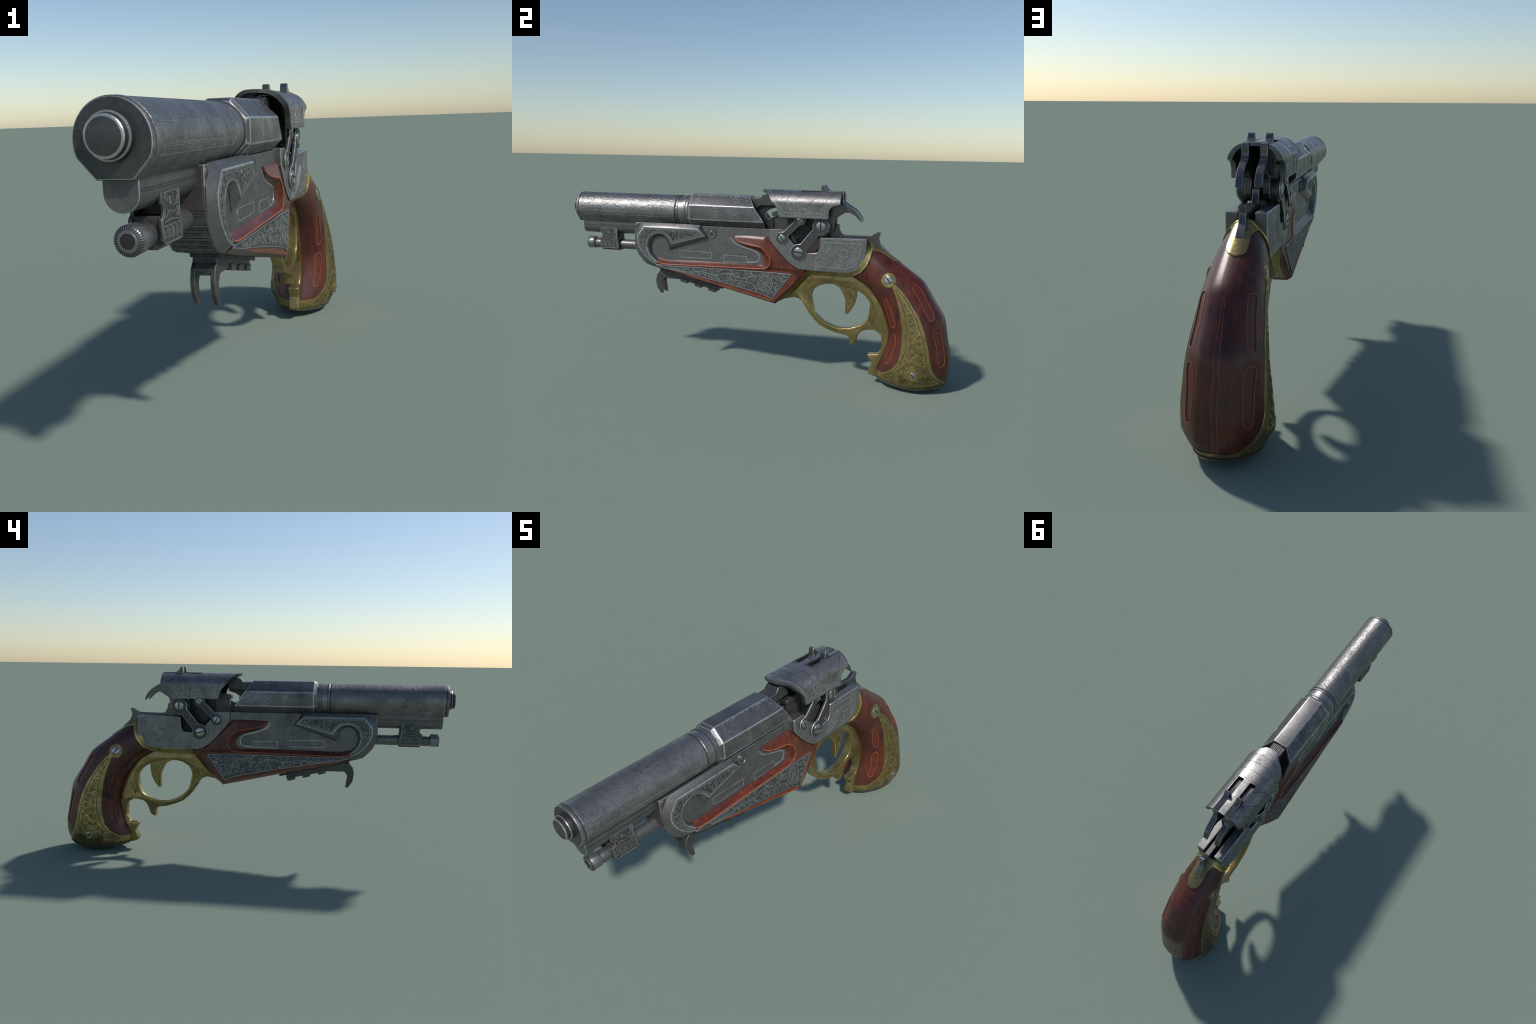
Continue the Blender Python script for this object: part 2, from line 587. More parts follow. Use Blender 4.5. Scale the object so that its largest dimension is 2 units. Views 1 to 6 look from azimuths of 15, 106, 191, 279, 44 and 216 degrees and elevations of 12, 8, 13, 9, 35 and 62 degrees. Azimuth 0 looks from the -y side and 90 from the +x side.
clamp_out = [(-0.848, 0.713), (-0.744, 0.714), (-0.744, 0.66), (-0.737, 0.625), (-0.737, 0.600), (-0.838, 0.600), (-0.849, 0.614), (-0.850, 0.656),
             (-0.838, 0.664), (-0.836, 0.676), (-0.850, 0.690)]
clampbm = prism_bm([clamp_out], 0.0295, 0.0375)
tmp = prism_bm([clamp_out], -0.0375, -0.0295)
mt = bpy.data.meshes.new('tmp')
tmp.to_mesh(mt)
clampbm.from_mesh(mt)
bevel_bm(clampbm, 0.0018, 1, 1)
clamp = obj_from_bm('ramrod_clamp', clampbm, [M_FIELD, M_STEEL])
bmc = prism_bm([[(-0.0368, 0.603), (-0.020, 0.5915), (0.020, 0.5915), (0.0368, 0.603), (0.030, 0.661), (-0.030, 0.661)]], -0.841, -0.739, 1)
bevel_bm(bmc, 0.0015, 1, 1)
obj_from_bm('clamp_block', bmc, [M_BROWN, M_STEEL], clamp)
box('clamp_web', -0.0292, 0.0292, -0.800, -0.7405, 0.655, 0.702, M_DARK, 0.001, None, clamp)
cl = [closed(inset(clamp_out, 0.005)), [(-0.752, 0.708), (-0.752, 0.66), (-0.745, 0.625), (-0.745, 0.604)],
      spiral((-0.820, 0.695), 0.0135, 1.6, 0.4, 1, 0.012), spiral((-0.778, 0.693), 0.0165, 1.8, 2.6, -1, 0.014),
      spiral((-0.820, 0.695), 0.0100, 1.2, 0.9, 1, 0), spiral((-0.778, 0.693), 0.0125, 1.4, 3.0, -1, 0),
      [(-0.83, 0.655), (-0.81, 0.67), (-0.79, 0.664), (-0.77, 0.668)], spiral((-0.765, 0.658), 0.007, 1.2, 0.0, 1, 0.01)]
for k in range(4):   # meander along the bottom
    y0 = -0.840 + k * 0.0235
    cl.append([(y0, 0.607), (y0, 0.640), (y0 + 0.017, 0.640), (y0 + 0.017, 0.616), (y0 + 0.006, 0.616), (y0 + 0.006, 0.630), (y0 + 0.011, 0.630)])
cl += [[(-0.842, 0.6035), (-0.748, 0.6035)], [(-0.835, 0.648), (-0.80, 0.652), (-0.752, 0.646)]]
cl += scrollwork(inset(clamp_out, 0.008), 0.009, 0.0032, 8, True, [((-0.820, 0.695), 0.0135), ((-0.778, 0.693), 0.0165), ((-0.80, 0.625), 0.05)])
engrave('clamp_engraving', cl, clamp, 0.0013, 0.0006, M_LINE, clamp)

# ================================================================== FORE-END FRAME
frame_poly = [(-0.632, 0.7495), (-0.6335, 0.70), (-0.631, 0.621), (-0.612, 0.582), (-0.569, 0.537), (-0.514, 0.521), (-0.45, 0.53), (0.06, 0.50),
              (0.16, 0.56), (0.16, 0.7475), (-0.27, 0.7475)]
frame = prism('frame', frame_poly, -0.056, 0.056, M_STEEL, 0.002, M_EDGE)
bm = bmesh.new()
for k in range(26):    # ribbed underside of the frame nose
    t = k / 25
    path = catmull([(-0.6325, 0.645), (-0.631, 0.621), (-0.612, 0.582), (-0.569, 0.537), (-0.530, 0.526)], 10)
    y, z = path[min(len(path) - 2, int(t * (len(path) - 1)))]
    pts = [Vector((x / 10 * 0.052, y - 0.0004, z + 0.0008 * math.sin(x * 0.9 + k))) for x in range(-10, 11)]
    n_ = Vector((0, -1, -0.5)).normalized()
    ridge_bm(bm, pts, [n_] * 21, 0.0010, 0.0005)
nr = obj_from_bm('nose_ribs', bm, M_STEEL, frame)
nr['kind'] = 'stuff'
box('nose_panel', -0.05, 0.05, -0.6345, -0.62, 0.645, 0.742, M_BROWN, 0.001, None, frame)

# hook-shaped side plates: base outline and raised, bevelled top outline
HB = [(-0.222, 0.687), (-0.262, 0.7525), (-0.590, 0.7525), (-0.633, 0.700), (-0.632, 0.660), (-0.631, 0.621), (-0.612, 0.582), (-0.590, 0.557), (-0.569, 0.5365),
      (-0.540, 0.526), (-0.508, 0.519), (-0.500, 0.566), (-0.516, 0.577), (-0.532, 0.593), (-0.540, 0.626), (-0.537, 0.648), (-0.526, 0.667),
      (-0.510, 0.680), (-0.488, 0.686), (-0.463, 0.677), (-0.447, 0.655), (-0.437, 0.613)]
HT = [(-0.233, 0.699), (-0.275, 0.733), (-0.571, 0.732), (-0.607, 0.684), (-0.609, 0.660), (-0.601, 0.630), (-0.583, 0.600), (-0.562, 0.577), (-0.538, 0.556),
      (-0.518, 0.547), (-0.502, 0.5395), (-0.497, 0.551), (-0.520, 0.569), (-0.545, 0.595), (-0.556, 0.629), (-0.552, 0.659), (-0.540, 0.680),
      (-0.520, 0.695), (-0.488, 0.7025), (-0.456, 0.697), (-0.431, 0.677), (-0.415, 0.650)]
HX = 0.080
hooks = []
for s in (1, -1):
    bm = bmesh.new()
    b0 = [bm.verts.new((s * 0.050, y, z)) for y, z in HB]
    b1 = [bm.verts.new((s * 0.0585, y, z)) for y, z in HB]
    b2 = [bm.verts.new((s * HX, y, z)) for y, z in HT]
    n = len(HB)
    bm.faces.new(b0)
    f = bm.faces.new(list(reversed(b2)))
    f.material_index = 1
    for a, b in ((b0, b1), (b1, b2)):
        for i in range(n):
            bm.faces.new((a[i], a[(i + 1) % n], b[(i + 1) % n], b[i]))
    bmesh.ops.recalc_face_normals(bm, faces=bm.faces)
    es = [e for e in bm.edges if all(abs(abs(v.co.x) - HX) < 1e-5 for v in e.verts)]
    bmesh.ops.bevel(bm, geom=es, offset=0.0028, segments=1, profile=0.5, affect='EDGES', clamp_overlap=True, material=2)
    hooks.append(obj_from_bm('hook_plate', bm, [M_STEEL, M_FIELD, M_EDGE], angle=38))
hook_bvh = bvh_of(hooks[0])
hl = [closed(inset(HT, 0.0055)), closed(inset(HT, 0.0125))]
hs = scrollwork(inset(HT, 0.0128), 0.0165, 0.0028, 11, True, (), 1.0)
engrave('hook_scrollwork', hl + hs, hooks[0], 0.0012, 0.0006, M_LINE, hooks[0], (1,), 0.003)
engrave('hook_scrollwork', hl + hs, hooks[1], 0.0012, 0.0006, M_LINE, hooks[1], (-1,), 0.003)
hd = dashes(inset(HT, 0.009), 0.0062, 0.55)
engrave('hook_beading', hd, hooks[0], 0.0015, 0.0007, M_LINE, hooks[0], (1,), 0.003)
engrave('hook_beading', hd, hooks[1], 0.0015, 0.0007, M_LINE, hooks[1], (-1,), 0.003)
# bosses with screws at both ends of the hook
for s in (1, -1):
    b = lathe('screw_boss', [(0.050, 0.0265), (0.0595, 0.0265), (0.0608, 0.0255), (0.0608, 0.0225), (0.0585, 0.021), (0.0585, 0.001)], 0, (0, 0, 0), M_STEEL, 28)
    b.data.transform(Matrix.Translation((0, -0.205, 0.712)) @ (Matrix.Identity(4) if s > 0 else Matrix.Rotation(PI, 4, 'Z')))
screw(0.0585, -0.2035, 0.7135, 0.0135, 1.25, None, 0.6, SCREW_DARK)
screw(0.0560, -0.6165, 0.7325, 0.0125, 1.05, None, 0.6, SCREW_DARK)

# light outlines on the frame flank
fl = []
fl.append([(-0.204, 0.6125), (-0.204, 0.581), (-0.362, 0.579)] + circle((-0.362, 0.5965), 0.0175, 10, -PI / 2, -3 * PI / 2) + [(-0.204, 0.6125)])
fl.append([(-0.017, 0.603), (-0.140, 0.604), (-0.140, 0.570), (-0.012, 0.5725), (-0.016, 0.603)])
edge_l = catmull([(-0.104, 0.698), (-0.094, 0.682), (-0.078, 0.667), (-0.043, 0.653), (0.018, 0.637), (0.042, 0.624), (0.050, 0.607), (0.046, 0.588), (0.032, 0.5775), (-0.012, 0.5735)], 6)
frame_b = bvh_of(frame)
engrave('frame_outlines', fl, frame_b, 0.0016, 0.0008, M_EDGE, frame)
engrave('frame_lip', [edge_l], frame_b, 0.0036, 0.0016, M_EDGE, frame)

# ================================================================== FORESTOCK (wood)
def plate_x(y, z):
    return 0.080 - 0.0152 * (y + 0.5) - 0.086 * (z - 0.533)
W_IN = [(-0.092, 0.704), (-0.063, 0.672), (-0.022, 0.654), (0.033, 0.638), (0.055, 0.626), (0.068, 0.611), (0.071, 0.596), (0.069, 0.582), (0.060, 0.570),
        (0.044, 0.562), (0.014, 0.563), (-0.03, 0.564), (-0.12, 0.565), (-0.236, 0.565), (-0.36, 0.563), (-0.448, 0.562), (-0.499, 0.574)]
W_RI = [(-0.091, 0.7045), (-0.056, 0.678), (0.0, 0.665), (0.055, 0.657), (0.080, 0.643), (0.099, 0.622), (0.110, 0.597), (0.107, 0.572), (0.098, 0.558),
        (0.08, 0.5505), (0.05, 0.548), (0.01, 0.547), (-0.08, 0.546), (-0.22, 0.544), (-0.35, 0.542), (-0.45, 0.5415), (-0.499, 0.549)]
W_OUT = [(-0.0905, 0.7055), (-0.02, 0.7085), (0.04, 0.7095), (0.086, 0.7095), (0.112, 0.690), (0.158, 0.643), (0.208, 0.594), (0.240, 0.563), (0.286, 0.553),
         (0.286, 0.537), (0.225, 0.458), (0.138, 0.374), (0.03, 0.3985), (-0.15, 0.4395), (-0.33, 0.477), (-0.44, 0.5025), (-0.512, 0.5205)]
RX = [0.0585, 0.068, 0.074, 0.0765, 0.077, 0.077, 0.077, 0.077, 0.077, 0.0775, 0.078, 0.078, 0.0785, 0.079, 0.079, 0.080, 0.080]
def densify(pts, n=6):
    return catmull(pts, n)
rowsW = []
win, wri = densify(W_IN), densify([(a[0], a[1], x) for a, x in zip(W_RI, RX)])
wout = resample_even = []
for a, b in zip(W_OUT, W_OUT[1:]):
    for k in range(6):
        t = k / 6
        wout.append((a[0] + (b[0] - a[0]) * t, a[1] + (b[1] - a[1]) * t))
wout.append(W_OUT[-1])
nW = len(win)
stock = []
bm = bmesh.new()
for s in (1, -1):
    R = [[] for _ in range(12)]
    for i in range(nW):
        iy, iz = win[i]
        ry, rz, rx = wri[i]
        oy, oz = wout[i]
        k = i / 6
        d = math.hypot(oy - ry, oz - rz) or 1e-6
        f = max(0.0, 1 - 0.014 / d) if d > 0.016 else 0.4
        ox = 0.0575 if k < 8 else 0.0605
        w = max(0.0, min(1.0, (k - 8.0) / 1.5))
        R[0].append((0.045, iy, iz))
        R[1].append((0.0570, iy, iz))
        R[2].append((0.0570 * 0.62 + rx * 0.38, iy * 0.42 + ry * 0.58, iz * 0.42 + rz * 0.58))
        R[3].append((rx, ry, rz))
        m0 = min(0.5, 0.006 / d)
        for j_ in range(6):      # face of the stock, just under the plane of the wedge inlay
            m = m0 + (f - m0) * j_ / 5
            qy, qz = ry + (oy - ry) * m, rz + (oz - rz) * m
            up = rx + (0.060 + 0.007 * min(1, k / 3) - rx) * (0.25 + 0.75 * j_ / 5)
            R[4 + j_].append((up * (1 - w) + (plate_x(qy, qz) - 0.0032) * w, qy, qz))
        R[10].append((ox, oy, oz))
        R[11].append((0.0, oy, oz))
    vs = [[bm.verts.new((s * p[0], p[1], p[2])) for p in r] for r in R]
    for a, b in zip(vs, vs[1:]):
        for i in range(nW - 1):
            try:
                bm.faces.new((a[i], a[i + 1], b[i + 1], b[i]))
            except ValueError:
                pass
bmesh.ops.remove_doubles(bm, verts=bm.verts, dist=1e-5)
bmesh.ops.recalc_face_normals(bm, faces=bm.faces)
forestock = obj_from_bm('forestock', bm, [M_WOODF], angle=24)
# worn bead along the ridge and edges
fb = bvh_of(forestock)
bm = bmesh.new()
for s in (1, -1):
    ridge_bm(bm, [Vector((s * (x + 0.0002), y, z)) for y, z, x in wri[2:]], [Vector((s, 0, 0))] * len(wri[2:]), 0.0032, 0.0012, 0.5)
bead = obj_from_bm('forestock_bead', bm, M_WOODE, forestock, 60)
edge2 = [(p[0] + 0.0, p[1] + 0.004) for p in wout[68:]]
engrave('forestock_beading_lines', [[(0.212, 0.5375), (-0.10, 0.5425), (-0.30, 0.541)]] + dashes([(0.215, 0.541), (-0.10, 0.5455)], 0.006, 0.5, False)
        + [[(0.118, 0.3905), (-0.15, 0.4505), (-0.33, 0.4905)], [(0.118, 0.3965), (-0.15, 0.4565), (-0.33, 0.496)]]
        + dashes([(0.118, 0.3935), (-0.15, 0.4535)], 0.006, 0.5, False) + [[(0.232, 0.530), (0.135, 0.392)]],
        fb, 0.0012, 0.0009, M_WOODE, forestock)

# engraved wedge inlay let into the forestock
LP = [(-0.502, 0.5305), (-0.502, 0.5395), (-0.43, 0.5365), (-0.35, 0.536), (-0.12, 0.5365), (0.07, 0.5355), (0.222, 0.531), (0.127, 0.3985), (0.076, 0.421), (-0.121, 0.462),
      (-0.33, 0.4985), (-0.436, 0.5155)]
wedges = []
for s in (1, -1):
    bm = prism_bm([LP], 0, 1)
    for v in bm.verts:
        top = v.co.x > 0.5
        v.co.x = s * ((plate_x(v.co.y, v.co.z) + 0.0004) if top else 0.055)
    bmesh.ops.recalc_face_normals(bm, faces=bm.faces)
    bevel_bm(bm, 0.0012, 1, 1)
    wedges.append(obj_from_bm('wedge_inlay', bm, [M_FIELD, M_EDGE]))
wheel_c, wheel_r = (0.088, 0.474), 0.040
wl = []
for rr in (1.0, 0.90, 0.72):
    wl.append(circle(wheel_c, wheel_r * rr, 36))
wl.append(circle(wheel_c, wheel_r * 0.14, 12))
wl.append(circle(wheel_c, wheel_r * 0.06, 8))
for k in range(8):
    a = 2 * PI * k / 8 + 0.2
    for d in (-0.10, 0.10):
        wl.append([(wheel_c[0] + wheel_r * 0.2 * math.cos(a + d * 2), wheel_c[1] + wheel_r * 0.2 * math.sin(a + d * 2)),
                   (wheel_c[0] + wheel_r * 0.70 * math.cos(a + d), wheel_c[1] + wheel_r * 0.70 * math.sin(a + d))])
LPi = inset(LP, 0.0042)
big = [((0.026, 0.499), 0.020, 1), ((0.010, 0.459), 0.019, -1), ((-0.060, 0.506), 0.021, 1), ((-0.075, 0.470), 0.013, -1), ((-0.130, 0.500), 0.023, -1),
       ((-0.195, 0.512), 0.018, 1), ((-0.250, 0.517), 0.014, -1), ((0.147, 0.505), 0.014, 1), ((0.135, 0.425), 0.013, -1)]
for c, r, d in big:
    a0 = 1.3 * c[0] * 40
    wl.append(spiral(c, r, 2.2, a0, d, r * 1.4))
    wl.append(spiral(c, r * 0.82, 1.8, a0 + 0.35, d, r * 0.5))
stem = [(x / 100, 0.515 - 0.03 * max(0, (x / 100 + 0.35)) + 0.016 * max(0.2, min(1, x / 100 + 0.6)) * math.sin(x * 0.42)) for x in range(-46, 6)]
stem = [p for p in stem if inside(p, LPi)]
wl.append(stem)
wl.append([(y + 0.004, z - 0.004) for y, z in stem if inside((y + 0.004, z - 0.004), LPi)])
wl += scrollwork(LPi, 0.0125, 0.0032, 5, True, [(wheel_c, wheel_r)] + [(c, r) for c, r, d in big])
wl = [[q for q in resample(l, 0.002) if inside(q, LPi)] for l in wl]
wl = [l for l in wl if len(l) > 2]
wlb = [closed(inset(LP, 0.0022))]
for s, w in zip((1, -1), wedges):
    engrave('wedge_scrollwork', wl + wlb, w, 0.0013, 0.0006, M_LINE, w, (s,), 0.003)
    engrave('wedge_beading', dashes(inset(LP, 0.0042), 0.006, 0.5), w, 0.0012, 0.001, M_LINE, w, (s,), 0.003)

# ================================================================== UNDER-RAIL WITH CLAWS
lip = prism('rail_base', [(-0.5, 0.525), (-0.5, 0.506), (-0.15, 0.4245), (-0.15, 0.455)], -0.040, 0.040, M_DARK, 0.0012, M_MID)
rail = prism('rail', [(-0.498, 0.515), (-0.503, 0.494), (-0.517, 0.479), (-0.515, 0.462), (-0.483, 0.459), (-0.385, 0.458), (-0.345, 0.4475), (-0.31, 0.440), (-0.268, 0.430),
                      (-0.236, 0.424), (-0.185, 0.412), (-0.185, 0.44)], -0.0324, 0.0324, M_MID, 0.001, M_STEEL)
for y in (-0.366, -0.288, -0.211):
    zt_ = 0.4555 - (y + 0.366) * 0.238
    prism('rail_lug', [(y - 0.020, zt_ + 0.012), (y - 0.018, zt_ - 0.008), (y + 0.019, zt_ - 0.017), (y + 0.022, zt_ + 0.004)], -0.037, 0.037, M_MID, 0.0012, M_STEEL, parent=rail)
claw = [(-0.503, 0.494), (-0.517, 0.479), (-0.5245, 0.452), (-0.5245, 0.440), (-0.5195, 0.411), (-0.4995, 0.379), (-0.4835, 0.3785), (-0.488, 0.409), (-0.493, 0.438), (-0.478, 0.459), (-0.46, 0.47)]
pair('claw', claw, 0.0208, 0.0336, M_MID, 0.0018, M_STEEL, parent=rail)

# ================================================================== OCTAGONAL SHROUD
SA = 0.0845
def octo(a):
    k = a / 0.0845
    return [(x * k, 0.8185 + (z - 0.8185) * k) for x, z in ((0.0845, 0.8535), (0.0358, 0.9068), (-0.0358, 0.9068), (-0.0845, 0.8535),
            (-0.0845, 0.7815), (-0.0358, 0.733), (0.0358, 0.733), (0.0845, 0.7815))]
def shroud_back(z):
    return 0.0765 - max(0, z - 0.782) * 0.70
bm = bmesh.new()
rr_ = []
for a, y in ((0.0745, -0.333), (SA, -0.318)):
    rr_.append([bm.verts.new((x, y, z)) for x, z in octo(a)])
rr_.append([bm.verts.new((x, shroud_back(z), z)) for x, z in octo(SA)])
for a, b in zip(rr_, rr_[1:]):
    for i in range(8):
        bm.faces.new((a[i], a[(i + 1) % 8], b[(i + 1) % 8], b[i]))
bm.faces.new(rr_[0])
inn = [bm.verts.new((x, shroud_back(z) - 0.004, z)) for x, z in octo(SA - 0.012)]
for i in range(8):
    f = bm.faces.new((rr_[2][i], rr_[2][(i + 1) % 8], inn[(i + 1) % 8], inn[i]))
f = bm.faces.new(inn)
f.material_index = 2
bmesh.ops.recalc_face_normals(bm, faces=bm.faces)
es = [e for e in bm.edges if e.calc_face_angle(0) > 0.5 and not any(v in inn for v in e.verts)]
bmesh.ops.bevel(bm, geom=es, offset=0.0034, segments=2, profile=0.6, affect='EDGES', clamp_overlap=True, material=1)
shroud = obj_from_bm('shroud', bm, [M_SHROUD, M_EDGE, M_DARK], angle=30)
rs = random.Random(3)
marks = []
for k in range(16):     # nicks and dings
    y, z = rs.uniform(-0.29, 0.0), rs.uniform(0.787, 0.895)
    if rs.random() < 0.5:
        marks.append(circle((y, z), rs.uniform(0.004, 0.008), 9, 0, rs.uniform(2, 5)))
    else:
        a = rs.uniform(-0.7, 0.7)
        l = rs.uniform(0.008, 0.02)
        marks.append([(y, z), (y + l * math.cos(a), z + l * math.sin(a))])
for zc in (0.8520, 0.7825, 0.9050):      # chipped wear along the long edges
    for k in range(26):
        y = rs.uniform(-0.31, shroud_back(zc) - 0.008)
        l = rs.uniform(0.004, 0.022)
        z0 = zc + rs.uniform(-0.0035, 0.0025) if zc < 0.9 else zc - rs.uniform(0.001, 0.006)
        marks.append([(y, z0), (y + l * 0.5, z0 + rs.uniform(-0.0015, 0.0015)), (y + l, z0)])
engrave('shroud_nicks', marks, shroud, 0.0010, 0.0004, M_EDGE, shroud)

# breech ribs behind the shroud
prism('top_rib', [(-0.03, 0.894), (0.042, 0.897), (0.056, 0.915), (0.075, 0.917), (0.118, 0.915), (0.118, 0.863), (0.045, 0.861), (0.0, 0.83)], -0.034, 0.034, M_MID, 0.002, M_STEEL)
for k in range(4):
    x = -0.0135 + k * 0.009
    box('rib_rail', x - 0.002, x + 0.002, -0.03, 0.05, 0.890, 0.8985, M_STEEL, 0.0006)
prism('breech_web', [(0.02, 0.87), (0.045, 0.862), (0.118, 0.862), (0.118, 0.852), (0.084, 0.842), (0.062, 0.828), (0.068, 0.80), (0.09, 0.793), (0.107, 0.806),
                     (0.112, 0.75), (0.04, 0.74), (0.0, 0.80)], -0.020, 0.020, M_DARK, 0.0015, M_MID)
prism('breech_shelf', [(0.1045, 0.812), (0.1045, 0.8305), (0.118, 0.8345), (0.20, 0.845), (0.30, 0.845), (0.30, 0.812)], -0.032, 0.032, M_MID, 0.0015, M_STEEL)
prism('breech_block', [(0.1165, 0.745), (0.1165, 0.815), (0.19, 0.815), (0.185, 0.79), (0.183, 0.70)], -0.0205, 0.0205, M_MID, 0.0015, M_STEEL)

# ================================================================== LOCK PLATES (receiver)
RP = [(0.1065, 0.750), (0.1072, 0.696), (0.123, 0.674), (0.160, 0.632), (0.203, 0.590), (0.236, 0.567), (0.252, 0.560), (0.269, 0.557), (0.364, 0.5545), (0.458, 0.5535),
      (0.508, 0.556), (0.538, 0.567), (0.565, 0.593), (0.577, 0.618), (0.582, 0.647), (0.5845, 0.722), (0.359, 0.7195), (0.357, 0.671), (0.351, 0.653), (0.343, 0.643), (0.298, 0.640),
      (0.227, 0.680), (0.200, 0.710), (0.174, 0.7505)]
locks = pair('lock_plate', RP, 0.029, 0.0725, M_PLATE, 0.0028, M_EDGE)
prism('lock_core', [(0.11, 0.745), (0.11, 0.70), (0.25, 0.565), (0.50, 0.565), (0.55, 0.59), (0.55, 0.61), (0.30, 0.61), (0.20, 0.67), (0.17, 0.745)], -0.0305, 0.0305, M_BROWN, 0.001)
prism('lock_web', [(0.20, 0.66), (0.20, 0.74), (0.30, 0.75), (0.42, 0.74), (0.575, 0.70), (0.575, 0.60), (0.30, 0.60)], -0.0118, 0.0118, M_BROWN, 0.001)
EP = [(0.374, 0.700), (0.560, 0.698), (0.558, 0.640), (0.545, 0.603), (0.520, 0.580), (0.490, 0.572), (0.338, 0.574), (0.342, 0.618), (0.372, 0.643)]
rl = [closed(EP), closed(inset(EP, 0.0045))]
pc = (0.476, 0.648)
rl += [circle(pc, 0.022), circle(pc, 0.017, 20, 0.8, 5.2), circle((0.487, 0.641), 0.011, 14, -1, 3.6), circle((0.462, 0.652), 0.008, 12, 0.5, 5)]
rl += [circle((0.462, 0.604), 0.022, 20, 2.9, 6.6), circle((0.462, 0.604), 0.017, 16, 3.2, 6.0), spiral((0.462, 0.610), 0.008, 1.3, 0, 1, 0.006)]
for k in range(11):     # sun rays fan out towards the rear corner
    a = -1.25 + k * 0.24
    r0, r1 = 0.027, 0.075
    l = [(pc[0] + 0.008 + r * math.cos(a), pc[1] - 0.012 + r * math.sin(a)) for r in (r0, (r0 + r1) / 2, r1)]
    l = [p for p in resample(l, 0.003) if inside(p, inset(EP, 0.006))]
    if len(l) > 2:
        rl.append(l)
for k in range(6):      # wing feathers sweep down to the front corner
    f = k / 5
    l = catmull([(0.452 - 0.045 * f, 0.672 - 0.006 * f), (0.437 - 0.055 * f, 0.640 - 0.004 * f), (0.412 - 0.05 * f, 0.604), (0.385 - 0.035 * f, 0.583 + 0.003 * f)], 6)
    l = [p for p in l if inside(p, inset(EP, 0.006))]
    if len(l) > 2:
        rl.append(l)
rl += [[(0.382, 0.692), (0.405, 0.665)], [(0.348, 0.582), (0.372, 0.600), (0.392, 0.581)], [(0.356, 0.582), (0.371, 0.592), (0.383, 0.582)], spiral((0.396, 0.655), 0.007, 1.2, 1, 1, 0.006),
       circle((0.525, 0.652), 0.012, 10, -1.5, 1.8), circle((0.528, 0.628), 0.010, 10, -1.8, 1.5), spiral((0.512, 0.681), 0.009, 1.2, 0, -1, 0.012)]
rl += [[(0.366, 0.711), (0.576, 0.713)], [(0.44, 0.708), (0.455, 0.700)], [(0.505, 0.712), (0.52, 0.702)], [(0.28, 0.565), (0.29, 0.58)], [(0.293, 0.565), (0.302, 0.583)], [(0.306, 0.563), (0.318, 0.58)], [(0.268, 0.572), (0.278, 0.588)]]
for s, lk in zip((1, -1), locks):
    engrave('lock_shadow_lines', [[(y + 0.0015, z - 0.0015) for y, z in l] for l in rl], lk, 0.0010, 0.0003, M_GROOVE, lk, (s,), 0.003)  # near-black twin, shifted down and back, paints a shadow beside each chased line
    engrave('lock_engraving', rl, lk, 0.0013, 0.0004, M_CHASE, lk, (s,), 0.003)

# central tang rail with thumb spur
prism('spur_rail', [(0.419, 0.784), (0.441, 0.782), (0.442, 0.762), (0.457, 0.7345), (0.475, 0.7325), (0.594, 0.7345), (0.607, 0.742), (0.628, 0.755), (0.644, 0.752), (0.634, 0.725),
                    (0.647, 0.690), (0.680, 0.6555), (0.665, 0.635), (0.58, 0.66), (0.40, 0.66), (0.40, 0.74)], -0.0125, 0.0125, M_HAMMER, 0.0022, M_COVER)
prism('lock_mass', [(0.18, 0.72), (0.18, 0.842), (0.21, 0.925), (0.31, 0.925), (0.34, 0.85), (0.35, 0.80), (0.33, 0.72)], -0.0178, 0.0178, M_DARK, 0.002)

# ================================================================== HAMMERS
HM = [(0.350, 0.936), (0.350, 0.956), (0.3555, 0.972), (0.363, 0.9715), (0.369, 0.959), (0.378, 0.949), (0.391, 0.943), (0.455, 0.9415), (0.4615, 0.934), (0.462, 0.915), (0.461, 0.900), (0.470, 0.885),
      (0.492, 0.873), (0.517, 0.858), (0.536, 0.839), (0.548, 0.820), (0.5550, 0.7965), (0.543, 0.808), (0.521, 0.830), (0.493, 0.844), (0.469, 0.843), (0.450, 0.830), (0.434, 0.8205), (0.423, 0.812), (0.4208, 0.795),
      (0.4225, 0.765), (0.411, 0.746), (0.390, 0.733), (0.361, 0.728), (0.335, 0.735), (0.318, 0.754), (0.314, 0.775), (0.319, 0.80), (0.305, 0.85), (0.272, 0.89), (0.246, 0.905), (0.246, 0.922), (0.345, 0.927)]
hammers = pair('hammer', HM, 0.0195, 0.0470, M_HAMMER, 0.0028, M_COVER)
for s, hm in zip((1, -1), hammers):
    lathe('hammer_pivot', [(-0.0475, 0.040), (-0.045, 0.0445), (-0.021, 0.0445), (-0.018, 0.0415)] if s < 0 else
          [(0.018, 0.0415), (0.021, 0.0445), (0.045, 0.0445), (0.0475, 0.040)], 0, (0, 0.365, 0.772), M_MID, 32, hm)
    lathe('pivot_boss', [(0.047, 0.043), (0.071, 0.043), (0.0725, 0.041)] if s > 0 else [(-0.0725, 0.041), (-0.071, 0.043), (-0.047, 0.043)], 0, (0, 0.365, 0.768), M_MID, 28, hm)
lathe('lock_drum', [(-0.019, 0.002), (-0.019, 0.040), (-0.022, 0.042), (-0.022, 0.047), (-0.020, 0.05), (0.020, 0.05), (0.022, 0.047), (0.022, 0.042), (0.019, 0.040), (0.019, 0.002)],
      0, (0, 0.258, 0.735), M_DARK, 36)

